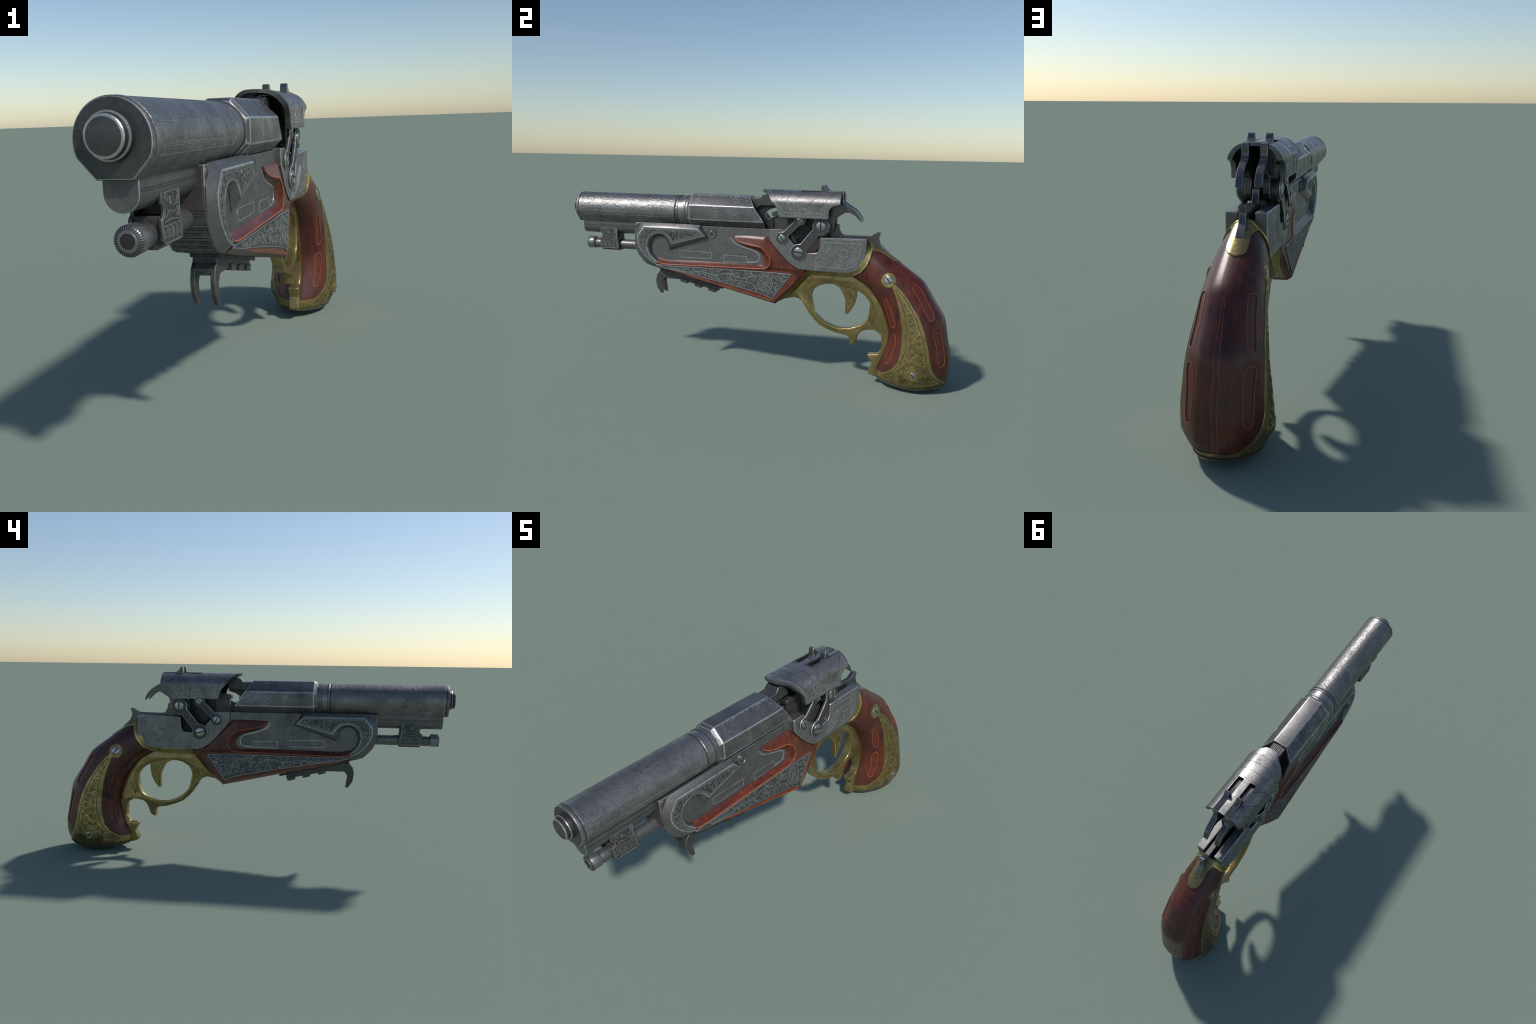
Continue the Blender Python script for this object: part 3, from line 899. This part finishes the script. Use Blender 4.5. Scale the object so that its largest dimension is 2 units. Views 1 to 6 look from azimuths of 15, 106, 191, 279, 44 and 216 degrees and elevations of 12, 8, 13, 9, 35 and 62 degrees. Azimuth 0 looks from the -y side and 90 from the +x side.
# ================================================================== COVER
CS = [(0.0, 0.9425), (0.015, 0.9423), (0.03, 0.9415), (0.043, 0.9395), (0.054, 0.936), (0.064, 0.931), (0.073, 0.925), (0.082, 0.916), (0.0895, 0.906), (0.0955, 0.895), (0.0985, 0.8845), (0.0985, 0.8795), (0.0985, 0.874),
      (0.0984, 0.868), (0.0983, 0.861), (0.0982, 0.852), (0.098, 0.843), (0.098, 0.832), (0.098, 0.822), (0.098, 0.8125)]
def interp(tab, v):
    for (a, fa), (b, fb_) in zip(tab, tab[1:]):
        if a <= v <= b:
            return fa + (fb_ - fa) * (v - a) / (b - a)
    return tab[0][1] if v < tab[0][0] else tab[-1][1]
F_TAB = [(0.8125, 0.160), (0.832, 0.152), (0.856, 0.1465), (0.868, 0.137), (0.884, 0.122), (0.906, 0.107), (0.926, 0.092), (0.936, 0.079), (0.940, 0.066), (0.9425, 0.0515)]
R_TAB = [(0.8125, 0.4005), (0.843, 0.4005), (0.852, 0.403), (0.861, 0.4075), (0.868, 0.414), (0.874, 0.424), (0.8795, 0.440), (0.8845, 0.4545), (0.9425, 0.4545)]
sec = [(x, z) for x, z in reversed(CS)] + [(-x, z) for x, z in CS[1:]]
def cover_rows(off):
    rows_ = []
    NY = 24
    for k in range(NY + 1):
        t = k / NY
        row = []
        for i, (x, z) in enumerate(sec):
            a = sec[max(i - 1, 0)]
            b = sec[min(i + 1, len(sec) - 1)]
            nx, nz = (b[1] - a[1]), -(b[0] - a[0])
            l = math.hypot(nx, nz)
            y0, y1 = interp(F_TAB, z), interp(R_TAB, z)
            o_ = off * (0.62 + 0.38 * min(1.0, abs(x) / 0.0985) ** 2)      # walls thicker than the crown
            row.append(Vector((x + nx / l * o_, y0 + (y1 - y0) * t, z + nz / l * o_)))
        rows_.append(row)
    return rows_
outer, inner = cover_rows(0.0), cover_rows(0.0185)
if inner[0][0].x > outer[0][0].x:
    inner = cover_rows(-0.0185)
bm = bmesh.new()
vo = [[bm.verts.new(p) for p in r] for r in outer]
vi = [[bm.verts.new(p) for p in r] for r in inner]
NYc, NS = len(vo), len(vo[0])
for k in range(NYc - 1):
    for i in range(NS - 1):
        bm.faces.new((vo[k][i], vo[k][i + 1], vo[k + 1][i + 1], vo[k + 1][i]))
        f = bm.faces.new((vi[k][i], vi[k + 1][i], vi[k + 1][i + 1], vi[k][i + 1]))
        f.material_index = 1
for k in (0, NYc - 1):
    for i in range(NS - 1):
        f = bm.faces.new((vo[k][i], vi[k][i], vi[k][i + 1], vo[k][i + 1]))
        f.material_index = 2
for i in (0, NS - 1):
    for k in range(NYc - 1):
        f = bm.faces.new((vo[k][i], vo[k + 1][i], vi[k + 1][i], vi[k][i]))
        f.material_index = 2
bmesh.ops.recalc_face_normals(bm, faces=bm.faces)
cover = obj_from_bm('cover', bm, [M_COVER, M_DARK, M_STEEL], angle=40)
for s in (1, -1):
    bmx = prism_bm([[(0.2535, 0.89), (0.52, 0.89), (0.52, 0.99), (0.2535, 0.99)]], s * 0.0175, s * 0.0490)
    cut = obj_from_bm('cut', bmx, [M_DARK])
    boolean(cover, cut, 'DIFFERENCE')
    kill(cut)
cover_b = bvh_of(cover)

# engraving on the cover: parameter space (y, x or z) mapped to the arch
arc = [0.0]
for a, b in zip(CS, CS[1:]):
    arc.append(arc[-1] + math.dist(a, b))
SMAX = arc[-1]
def arch(sv, s):
    sv = max(0, min(SMAX - 1e-6, sv))
    for i in range(len(arc) - 1):
        if arc[i] <= sv <= arc[i + 1]:
            t = (sv - arc[i]) / (arc[i + 1] - arc[i])
            x = CS[i][0] + (CS[i + 1][0] - CS[i][0]) * t
            z = CS[i][1] + (CS[i + 1][1] - CS[i][1]) * t
            tx, tz = CS[i + 1][0] - CS[i][0], CS[i + 1][1] - CS[i][1]
            l = math.hypot(tx, tz)
            return Vector((s * x, 0, z)), Vector((-tz / l * s, 0, tx / l))
def arch_lines(name, lines, r, h, mat, parent):
    bm_ = bmesh.new()
    for s in (1, -1):
        for l in lines:
            pts, nn = [], []
            for (y, sv) in resample(l, 0.003):
                p, no = arch(sv, s)
                zz = p.z
                ok = interp(F_TAB, zz) + 0.002 < y < interp(R_TAB, zz) - 0.002 and not (0.0165 < abs(p.x) < 0.050 and y > 0.25 and zz > 0.92)
                if ok:
                    pts.append(p + Vector((0, y, 0)))
                    nn.append(no)
                else:
                    ridge_bm(bm_, pts, nn, r, h)
                    pts, nn = [], []
            ridge_bm(bm_, pts, nn, r, h)
    o = obj_from_bm(name, bm_, mat, parent, 60)
    o['kind'] = 'stuff'
def s_of_z(z):
    for i in range(len(CS) - 1):
        if CS[i + 1][1] <= z <= CS[i][1]:
            return arc[i] + (arc[i + 1] - arc[i]) * (CS[i][1] - z) / (CS[i][1] - CS[i + 1][1])
    return SMAX
border, darkl = [], []
for d in (0.006, 0.011, 0.0175):
    fr = [(interp(F_TAB, z) + d * 1.15, s_of_z(z)) for z in [0.9424, 0.941, 0.938, 0.934, 0.926, 0.916, 0.906, 0.895, 0.884, 0.876, 0.868, 0.862, 0.856, 0.845, 0.832, 0.8125 + d]]
    re = [(interp(R_TAB, z) - d, s_of_z(z) - (d * 0.6 if 0.85 < z < 0.89 else 0)) for z in [0.8125 + d, 0.832, 0.845, 0.856, 0.866, 0.876, 0.8845, 0.90, 0.92, 0.931]]
    if d < 0.01:
        border.append([(interp(F_TAB, 0.8125 + d) + d, SMAX - d), (0.4005 - d, SMAX - d)])
        border.append(fr[9:]); border.append(re[:8])
    else:
        border.append(fr + re) if d > 0.015 else border.append(fr[7:] + re[:8])
rc = random.Random(9)
clouds = [(0.205, 0.845, 0.016), (0.250, 0.852, 0.019), (0.276, 0.842, 0.018), (0.232, 0.828, 0.012), (0.305, 0.832, 0.011), (0.335, 0.828, 0.014), (0.360, 0.829, 0.012), (0.190, 0.874, 0.016), (0.222, 0.877, 0.014),
          (0.178, 0.900, 0.017), (0.212, 0.905, 0.020), (0.196, 0.83, 0.010), (0.258, 0.828, 0.009)]
for y, z, r in clouds:
    s0 = s_of_z(z)
    for q in (1.0, 0.66):
        border.append([(y + r * q * math.cos(a), s0 - r * q * math.sin(a)) for a in [(-0.3 + 3.6 * k / 14) for k in range(15)]])
for y0, z0, y1, z1 in [(0.385, 0.832, 0.448, 0.9), (0.335, 0.845, 0.430, 0.931), (0.288, 0.862, 0.372, 0.935), (0.235, 0.895, 0.285, 0.936)]:
    darkl.append([(y0, s_of_z(z0)), (y1, s_of_z(z1))])
for y0 in (0.105, 0.150, 0.195):      # bands sweeping over the crown
    darkl.append([(y0 + 0.35 * (sv / SMAX) ** 2 * 0.25, sv) for sv in [k * 0.006 for k in range(0, 15)]])
darkl.append([(0.243, 0.012), (0.243, 0.055), (0.30, 0.055)])
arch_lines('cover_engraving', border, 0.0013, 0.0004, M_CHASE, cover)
arch_lines('cover_dark_lines', darkl + [[(y + 0.0016, v + 0.0016) for y, v in l] for l in border], 0.0011, 0.0003, M_GROOVE, cover)  # near-black copies of the border lines, shifted to lie beside the light ones
box('cover_badge', -0.0125, 0.0125, 0.415, 0.4525, 0.940, 0.9438, M_COVER, 0.0008, M_EDGE, cover)

# ================================================================== LINKS
def link_poly(a, ra, b, rb, hw):
    ang = math.atan2(b[1] - a[1], b[0] - a[0])
    fa, fb2 = math.asin(hw / ra), math.asin(hw / rb)
    p = [(a[0] + ra * math.cos(ang + fa + (2 * PI - 2 * fa) * i / 20), a[1] + ra * math.sin(ang + fa + (2 * PI - 2 * fa) * i / 20)) for i in range(21)]
    p += [(b[0] + rb * math.cos(ang + PI + fb2 + (2 * PI - 2 * fb2) * i / 20), b[1] + rb * math.sin(ang + PI + fb2 + (2 * PI - 2 * fb2) * i / 20)) for i in range(21)]
    return p
for a, ra, b, rb, hw, sr, sl in (((0.1685, 0.709), 0.0305, (0.258, 0.8015), 0.0275, 0.0165, 0.0185, (-1.05, 0.6)), ((0.2545, 0.6435), 0.0405, (0.3625, 0.7755), 0.0415, 0.0205, 0.0235, (-0.2, 1.57))):
    lp = link_poly(a, ra, b, rb, hw)
    pair('link', lp, 0.066, 0.0800, M_LINK, 0.0032, M_EDGE)
    for c, r, q in ((a, ra, sl[0]), (b, rb, sl[1])):
        for s in (1, -1):
            lathe('washer', [(0.0795, r - 0.004), (0.0815, r - 0.0045), (0.0815, r - 0.0085), (0.0798, r - 0.0095)] if s > 0 else [(-0.0798, r - 0.0095), (-0.0815, r - 0.0085), (-0.0815, r - 0.0045), (-0.0795, r - 0.004)], 0, (0, c[0], c[1]), M_MID, 32)
        screw(0.0797, c[0], c[1], min(sr, r - 0.011), q, None, 0.5)

# ================================================================== GRIP
GS = [  # front y,z, back y,z, half width, front fullness (1 = square shoulders, 0 = wedge)
    (0.500, 0.536, 0.594, 0.698, 0.0665, 0.9), (0.510, 0.531, 0.612, 0.690, 0.0690, 0.9), (0.585, 0.489, 0.682, 0.6515, 0.0835, 0.95), (0.624, 0.446, 0.752, 0.6035, 0.0955, 1.0),
    (0.662, 0.388, 0.855, 0.528, 0.105, 0.9), (0.6855, 0.324, 0.909, 0.442, 0.116, 0.65), (0.701, 0.268, 0.962, 0.356, 0.126, 0.5), (0.694, 0.205, 0.981, 0.258, 0.136, 0.35), (0.674, 0.145, 0.9990, 0.161, 0.1435, 0.2),
    (0.651, 0.088, 0.9975, 0.095, 0.1450, 0.05), (0.646, 0.055, 0.987, 0.056, 0.128, 0.05), (0.664, 0.034, 0.966, 0.030, 0.1155, 0.1), (0.72, 0.0175, 0.925, 0.0125, 0.090, 0.2), (0.775, 0.0075, 0.885, 0.006, 0.05, 0.3)]
HW_FULL = [(0.0, 0.26), (0.04, 0.58), (0.10, 0.80), (0.20, 0.93), (0.33, 0.99), (0.46, 1.0), (0.58, 0.995), (0.70, 0.94), (0.80, 0.82), (0.87, 0.69), (0.93, 0.53), (0.97, 0.38), (1.0, 0.16)]
HW_LEAN = [(0.0, 0.15), (0.04, 0.31), (0.10, 0.50), (0.20, 0.69), (0.33, 0.88), (0.46, 0.98), (0.58, 1.0), (0.70, 0.94), (0.80, 0.80), (0.87, 0.675), (0.93, 0.54), (0.97, 0.42), (1.0, 0.20)]
HWF, HWL = catmull(HW_FULL, 3), catmull(HW_LEAN, 3)
gsd = []
for a, b in zip(GS, GS[1:]):
    for k in range(5):
        gsd.append(tuple(p + (q - p) * k / 5 for p, q in zip(a, b)))
gsd.append(GS[-1])
gsd = [tuple(0.4 * p + 0.6 * q for p, q in zip(a, b)) for a, b in zip(gsd, catmull(GS, 5))]      # facets softened
def grip_mesh(name, off, mats):
    rows_ = []
    for (fy, fz, by, bz, w, fu) in gsd:
        row = []
        half = [(p[0], (p[1] * fu + q[1] * (1 - fu)) * w) for p, q in zip(HWF, HWL)]
        ring = half + [(t, -h) for t, h in reversed(half)]
        for t, x in ring:
            row.append(Vector((x, fy + (by - fy) * t, fz + (bz - fz) * t)))
        rows_.append(row)
    bm_ = grid_bm(rows_, True, (True, True))
    if off:
        bm_.normal_update()
        mv = [(v, v.normal.copy()) for v in bm_.verts]
        for v, n_ in mv:
            v.co += n_ * off
    return obj_from_bm(name, bm_, mats, None, 40)

def cutter(loops, x0, x1, mats, axis=0):
    return obj_from_bm('cut', prism_bm(loops, x0, x1, axis), mats)

slots = {
    'a': [(0.691, 0.444), (0.712, 0.404), (0.735, 0.343), (0.736, 0.318), (0.726, 0.308), (0.715, 0.318), (0.697, 0.384), (0.682, 0.430)],
    'b': [(0.731, 0.274), (0.743, 0.262), (0.745, 0.240), (0.734, 0.194), (0.712, 0.134), (0.702, 0.128), (0.695, 0.138), (0.713, 0.189), (0.721, 0.254)],
    'c': [(0.818, 0.511), (0.836, 0.511), (0.867, 0.465), (0.912, 0.382), (0.911, 0.362), (0.899, 0.357), (0.885, 0.372), (0.841, 0.455), (0.812, 0.498)],
    'd': [(0.925, 0.322), (0.942, 0.314), (0.952, 0.285), (0.968, 0.208), (0.973, 0.155), (0.963, 0.142), (0.950, 0.150), (0.931, 0.243), (0.913, 0.305)]}
slots = {k: closed_smooth(v, 3) for k, v in slots.items()}
grip = grip_mesh('grip', 0, [M_WOODG, M_WOODD])
deflated = grip_mesh('cut_inner', -0.0028, [M_WOODD])
groove_tools = []
for v in slots.values():
    for s in (1, -1):
        groove_tools.append(cutter([v], s * 0.03, s * 0.2, [M_WOODD, M_WOODD]))
bpy.ops.object.select_all(action='DESELECT')
tool = groove_tools[0]
bmj = bmesh.new()
for o in groove_tools:
    bmj.from_mesh(o.data)
kill(*groove_tools)
tool = obj_from_bm('cut', bmj, [M_WOODD])
boolean(tool, deflated, 'DIFFERENCE')
tool.data.materials.clear()
tool.data.materials.append(M_WOODD)
grip_smooth_bvh = bvh_of(grip)
boolean(grip, tool, 'DIFFERENCE')
kill(tool, deflated)
engrave('grip_slot_edges', [closed(v) for v in slots.values()], grip_smooth_bvh, 0.0017, 0.0009, M_WOODE, grip, step=0.005)

# brass side inlays joined to the butt cap
IN = [(0.640, 0.078), (0.672, 0.079), (0.691, 0.083), (0.735, 0.115), (0.757, 0.150), (0.767, 0.190), (0.773, 0.238), (0.772, 0.304), (0.756, 0.393), (0.739, 0.450), (0.7165, 0.507)]
boss = [(0.697 + 0.034 * math.cos(a), 0.5365 + 0.0355 * math.sin(a)) for a in [math.radians(-52 - 296 * k / 20) for k in range(21)]]
boss = boss  # runs clockwise round the screw
IB = [(0.7335, 0.5150), (0.761, 0.491), (0.794, 0.452), (0.822, 0.410), (0.846, 0.376), (0.876, 0.308), (0.898, 0.226), (0.908, 0.172), (0.920, 0.128), (0.940, 0.095), (0.962, 0.074), (0.985, 0.064), (1.05, 0.060)]
boss_pts = [(0.697 + 0.0345 * math.cos(math.radians(a)), 0.5365 + 0.0355 * math.sin(math.radians(a))) for a in range(300, -31, -15)]
inlay_poly = IN + boss_pts + IB + [(1.05, -0.05), (0.60, -0.05)]
inlay = grip_mesh('brass_inlay', 0.0022, [M_BRASS])
cut = cutter([inlay_poly], -0.3, 0.3, [M_BRASS])
boolean(inlay, cut, 'INTERSECT')
kill(cut)
for p in inlay.data.polygons:
    p.material_index = 0
butt = grip_mesh('butt_plate', 0.0046, [M_COVER])
cut = cutter([[(0.60, 0.042), (0.655, 0.043), (0.70, 0.040), (0.75, 0.034), (0.80, 0.030), (0.85, 0.0275), (0.91, 0.031), (0.96, 0.044), (1.05, 0.049), (1.05, -0.1), (0.6, -0.1)]], -0.3, 0.3, [M_STEEL])
boolean(butt, cut, 'INTERSECT')
kill(cut)
for v in butt.data.vertices:
    v.co.z = max(v.co.z - 0.0022, 0.0)
inl_b = bvh_of(inlay)
bf = catmull([(0.731, 0.497), (0.764, 0.433), (0.783, 0.372), (0.794, 0.308), (0.796, 0.241), (0.785, 0.185), (0.758, 0.128), (0.725, 0.092), (0.690, 0.066)], 5)
bk = catmull([(0.734, 0.503), (0.785, 0.448), (0.829, 0.375), (0.859, 0.302), (0.881, 0.224), (0.891, 0.162), (0.905, 0.118), (0.930, 0.082), (0.965, 0.055)], 5)
bot = catmull([(0.690, 0.066), (0.75, 0.050), (0.82, 0.040), (0.90, 0.040), (0.965, 0.055)], 5)
field = bf + bot[1:] + list(reversed(bk))
fin = inset(field[::2], 0.005)
bs = scrollwork(fin, 0.0165, 0.0058, 21, False, [((0.832, 0.1), 0.030)], 1.06)
rw = random.Random(4)
for k in range(900):        # wandering tendrils between the volutes, kept clear of each other
    if k == 0:
        occ = [q for l in bs for q in l] + circle((0.832, 0.0985), 0.029, 30)
    p = (rw.uniform(0.69, 0.95), rw.uniform(0.05, 0.47))
    if not inside(p, fin) or min(math.dist(p, q) for q in occ) < 0.0050:
        continue
    l, a = [p], rw.uniform(0, 6.28)
    turn = rw.choice((1, -1)) * rw.uniform(0.35, 0.6)
    for j_ in range(16):
        if j_ == 8:
            turn = -turn
        a += turn
        p = (p[0] + 0.004 * math.cos(a), p[1] + 0.004 * math.sin(a))
        if not inside(p, fin) or min(math.dist(p, q) for q in occ) < 0.0042:
            break
        l.append(p)
    if len(l) > 4:
        bs.append(l)
        occ += l
engrave('inlay_scrollwork', bs, inl_b, 0.0019, 0.0005, M_BRASSL, inlay, step=0.004)
engrave('inlay_border', [bf, bk, bot, [(y, z - 0.012) for y, z in bot[3:-3]]], inl_b, 0.0020, 0.0005, M_BRASSL, inlay, step=0.005)
for s in (1, -1):
    hit, no, _, _ = inl_b.ray_cast(Vector((s * 0.5, 0.832, 0.0985)), Vector((-s, 0, 0)))
    hit2, no2, _, _ = inl_b.ray_cast(Vector((s * 0.5, 0.697, 0.5365)), Vector((-s, 0, 0)))
    for h_, n_, R, r in ((hit, no, 0.025, 0.0165), (hit2 - no2 * 0.0012, no2, 0.0275, 0.021)):
        w = lathe('screw_collar', [(-0.004, R), (0.0004, R), (0.0014, R - 0.002), (0.0014, r + 0.0035), (0.0002, r + 0.001), (0.0002, 0.001)], 0, (0, 0, 0), M_BRASS, 28, inlay)
        rot = n_.to_track_quat('X', 'Z').to_matrix().to_4x4()
        w.data.transform(Matrix.Translation(h_) @ rot)
        o = bpy.data.objects.new('screw', SCREW)
        o.matrix_world = Matrix.Translation(h_ + n_ * 0.0003) @ rot @ Matrix.Rotation(-0.9 if s > 0 else 0.9, 4, 'X') @ Matrix.Diagonal((r * 0.45, r, r, 1))
        link(o, inlay)

# collar and tang round the top of the grip
collar = grip_mesh('grip_collar', 0.0035, [M_BRASS])
cut = cutter([[(0.40, 0.75), (0.40, 0.60), (0.40, 0.523), (0.49, 0.528), (0.525, 0.541), (0.562, 0.561), (0.589, 0.595), (0.603, 0.629), (0.612, 0.668), (0.606, 0.72), (0.58, 0.75)]], -0.2, 0.2, [M_BRASS])
boolean(collar, cut, 'INTERSECT')
kill(cut)
collar2 = grip_mesh('collar_rim', 0.0062, [M_BRASSE])
cut = cutter([[(0.505, 0.5325), (0.525, 0.5405), (0.562, 0.561), (0.589, 0.595), (0.603, 0.629), (0.612, 0.668), (0.606, 0.72), (0.600, 0.72), (0.603, 0.668), (0.595, 0.632), (0.582, 0.600), (0.557, 0.567), (0.522, 0.547), (0.505, 0.541)]], -0.2, 0.2, [M_BRASSE])
boolean(collar2, cut, 'INTERSECT')
kill(cut)
collar2.parent = collar
tang = grip_mesh('tang', 0.0040, [M_BRASS])
tp = [(0.0, 0.7465), (0.012, 0.7435), (0.024, 0.735), (0.033, 0.72), (0.036, 0.70), (0.034, 0.675), (0.034, 0.65), (0.040, 0.625), (0.05, 0.605), (0.06, 0.59), (0.06, 0.56)]
cut = cutter([tp + [(-x, y) for x, y in reversed(tp[1:])]], 0.55, 0.9, [M_BRASS], axis=2)
boolean(tang, cut, 'INTERSECT')
kill(cut)
prism('spur_foot', [(0.640, 0.70), (0.650, 0.690), (0.684, 0.6585), (0.69, 0.645), (0.66, 0.64)], -0.0128, 0.0128, M_STEEL, 0.0015, M_EDGE)
# seam lines and marks on the back of the grip
bm = bmesh.new()
gb = grip_smooth_bvh
for x in (-0.008, 0.008):
    for side in (0,):
        pts, nn = [], []
        for k in range(60):
            z = 0.585 - 0.52 * k / 59
            hit, no, _, _ = gb.ray_cast(Vector((x * (0.35 + 0.65 * min(1, k / 20)), 1.6, z + 0.35)), Vector((0, -0.86, -0.5)).normalized())
            if hit:
                pts.append(hit)
                nn.append(no if no.y > 0 else -no)
        ridge_bm(bm, pts, nn, 0.0012, 0.0006)
gs_ = obj_from_bm('grip_seams', bm, M_WOODE, grip, 60)
gs_['kind'] = 'stuff'

# ================================================================== BRASS BED, GUARD, TRIGGERS
bed_u = [(0.136, 0.378, 0.058), (0.17, 0.410, 0.060), (0.225, 0.466, 0.060), (0.280, 0.528, 0.059), (0.292, 0.552, 0.058), (0.36, 0.556, 0.058), (0.44, 0.556, 0.058), (0.50, 0.556, 0.058), (0.525, 0.553, 0.055)]
bed_l = [(0.168, 0.3925, 0.040), (0.190, 0.406, 0.030), (0.242, 0.456, 0.026), (0.300, 0.5215, 0.024), (0.318, 0.524, 0.026), (0.36, 0.5245, 0.030), (0.44, 0.5285, 0.036), (0.50, 0.535, 0.046), (0.525, 0.543, 0.052)]
bm = bmesh.new()
rowsB = []
for s in (1, -1):
    a = [bm.verts.new((s * x, y, z)) for y, z, x in bed_u]
    m = [bm.verts.new((s * (p[2] * 0.45 + q[2] * 0.55), p[0] * 0.62 + q[0] * 0.38, p[1] * 0.62 + q[1] * 0.38)) for p, q in zip(bed_u, bed_l)]
    b = [bm.verts.new((s * x, y, z)) for y, z, x in bed_l]
    c = [bm.verts.new((0, y, z)) for y, z, x in bed_l]
    for p, q in ((a, m), (m, b), (b, c)):
        for i in range(len(a) - 1):
            bm.faces.new((p[i], p[i + 1], q[i + 1], q[i]))
bmesh.ops.remove_doubles(bm, verts=bm.verts, dist=1e-5)
bmesh.ops.recalc_face_normals(bm, faces=bm.faces)
bed = obj_from_bm('guard_bed', bm, M_BRASS, None, 45)
GO = [(0.160, 0.392), (0.200, 0.4005), (0.228, 0.4065), (0.250, 0.4005), (0.267, 0.389), (0.284, 0.360), (0.307, 0.325), (0.333, 0.297), (0.361, 0.272), (0.40, 0.2555), (0.440, 0.2425), (0.502, 0.2315), (0.514, 0.211), (0.511, 0.185),
      (0.519, 0.184), (0.539, 0.198), (0.549, 0.229), (0.558, 0.247), (0.571, 0.262), (0.600, 0.2705), (0.632, 0.2725), (0.666, 0.2505), (0.671, 0.198), (0.668, 0.178), (0.652, 0.151), (0.603, 0.1455), (0.603, 0.138), (0.622, 0.110), (0.625, 0.100),
      (0.608, 0.062), (0.608, 0.050), (0.640, 0.037), (0.69, 0.05), (0.70, 0.10), (0.72, 0.18), (0.73, 0.27), (0.70, 0.36), (0.66, 0.42), (0.62, 0.47), (0.58, 0.510), (0.52, 0.540), (0.29, 0.540), (0.27, 0.51), (0.215, 0.452)]
GI = [(0.425, 0.487), (0.390, 0.4855), (0.362, 0.479), (0.328, 0.459), (0.316, 0.440), (0.311, 0.416), (0.318, 0.378), (0.329, 0.342), (0.350, 0.317), (0.378, 0.295), (0.410, 0.280), (0.444, 0.2685), (0.505, 0.2695), (0.535, 0.280), (0.561, 0.291), (0.580, 0.305), (0.595, 0.323),
      (0.603, 0.360), (0.606, 0.403), (0.592, 0.425), (0.575, 0.443), (0.555, 0.455), (0.530, 0.468), (0.48, 0.483)]
guard = prism('trigger_guard', [GO, GI], -0.0215, 0.0215, M_BRASS, 0.0055, M_BRASS, 2, angle=50)
TR = [(0.395, 0.495), (0.412, 0.488), (0.440, 0.4765), (0.457, 0.463), (0.471, 0.438), (0.4815, 0.412), (0.4835, 0.385), (0.4830, 0.338), (0.497, 0.3385), (0.512, 0.358), (0.5245, 0.380), (0.534, 0.405), (0.5385, 0.430), (0.5385, 0.48), (0.50, 0.50)]
trig = prism('trigger', TR, -0.0135, 0.0135, M_BRASS, 0.003, M_BRASSE, 1)
tl = [[(0.452, 0.478), (0.474, 0.452), (0.490, 0.415), (0.490, 0.352)], [(0.530, 0.470), (0.530, 0.432), (0.518, 0.385), (0.497, 0.350)],
      spiral((0.505, 0.448), 0.014, 1.7, 0.5, 1, 0.01), spiral((0.508, 0.418), 0.009, 1.3, 2, -1, 0.01), spiral((0.500, 0.392), 0.006, 1.2, 0, 1, 0.008), circle((0.482, 0.47), 0.006, 8)]
engrave('trigger_engraving', tl, trig, 0.0013, 0.0004, M_BRASSL, trig)
gl = [closed_smooth([(c[0] + (p[0] - c[0]) * 1.085, c[1] + (p[1] - c[1]) * 1.085) for p in GI for c in ((0.46, 0.376),)], 2)]
gl = [[p for p in gl[0]]]
gl += [[(0.268, 0.425), (0.296, 0.452), (0.330, 0.475)], [(0.268, 0.425), (0.290, 0.398), (0.304, 0.400)], [(0.280, 0.432), (0.300, 0.412)], [(0.292, 0.444), (0.305, 0.425)], circle((0.286, 0.424), 0.009, 8, 0, 2.5)]
for k in range(5):       # leaf fan on the web behind the ring
    a = 1.2 + k * 0.32
    gl.append([(0.622, 0.302), (0.622 + 0.05 * math.cos(a), 0.302 + 0.055 * math.sin(a)), (0.622 + (0.055 + 0.03 * (k == 0)) * math.cos(a) * 0.9, 0.302 + 0.11 * math.sin(a) * (0.6 + 0.1 * k))])
gl += [[(0.612, 0.296), (0.640, 0.284), (0.662, 0.268)], [(0.40, 0.262), (0.45, 0.252), (0.52, 0.252), (0.56, 0.276)], [(0.52, 0.215), (0.53, 0.235)]]
engrave('guard_engraving', gl, guard, 0.0014, 0.0004, M_BRASSL, guard)
engrave('bed_knurling', [[(0.160 + 0.12 * t, 0.405 + 0.128 * t), (0.166 + 0.12 * t, 0.4005 + 0.128 * t)] for t in [0.1 + 0.05 * k for k in range(14)]], bed, 0.0010, 0.0005, M_BRASSL, bed)
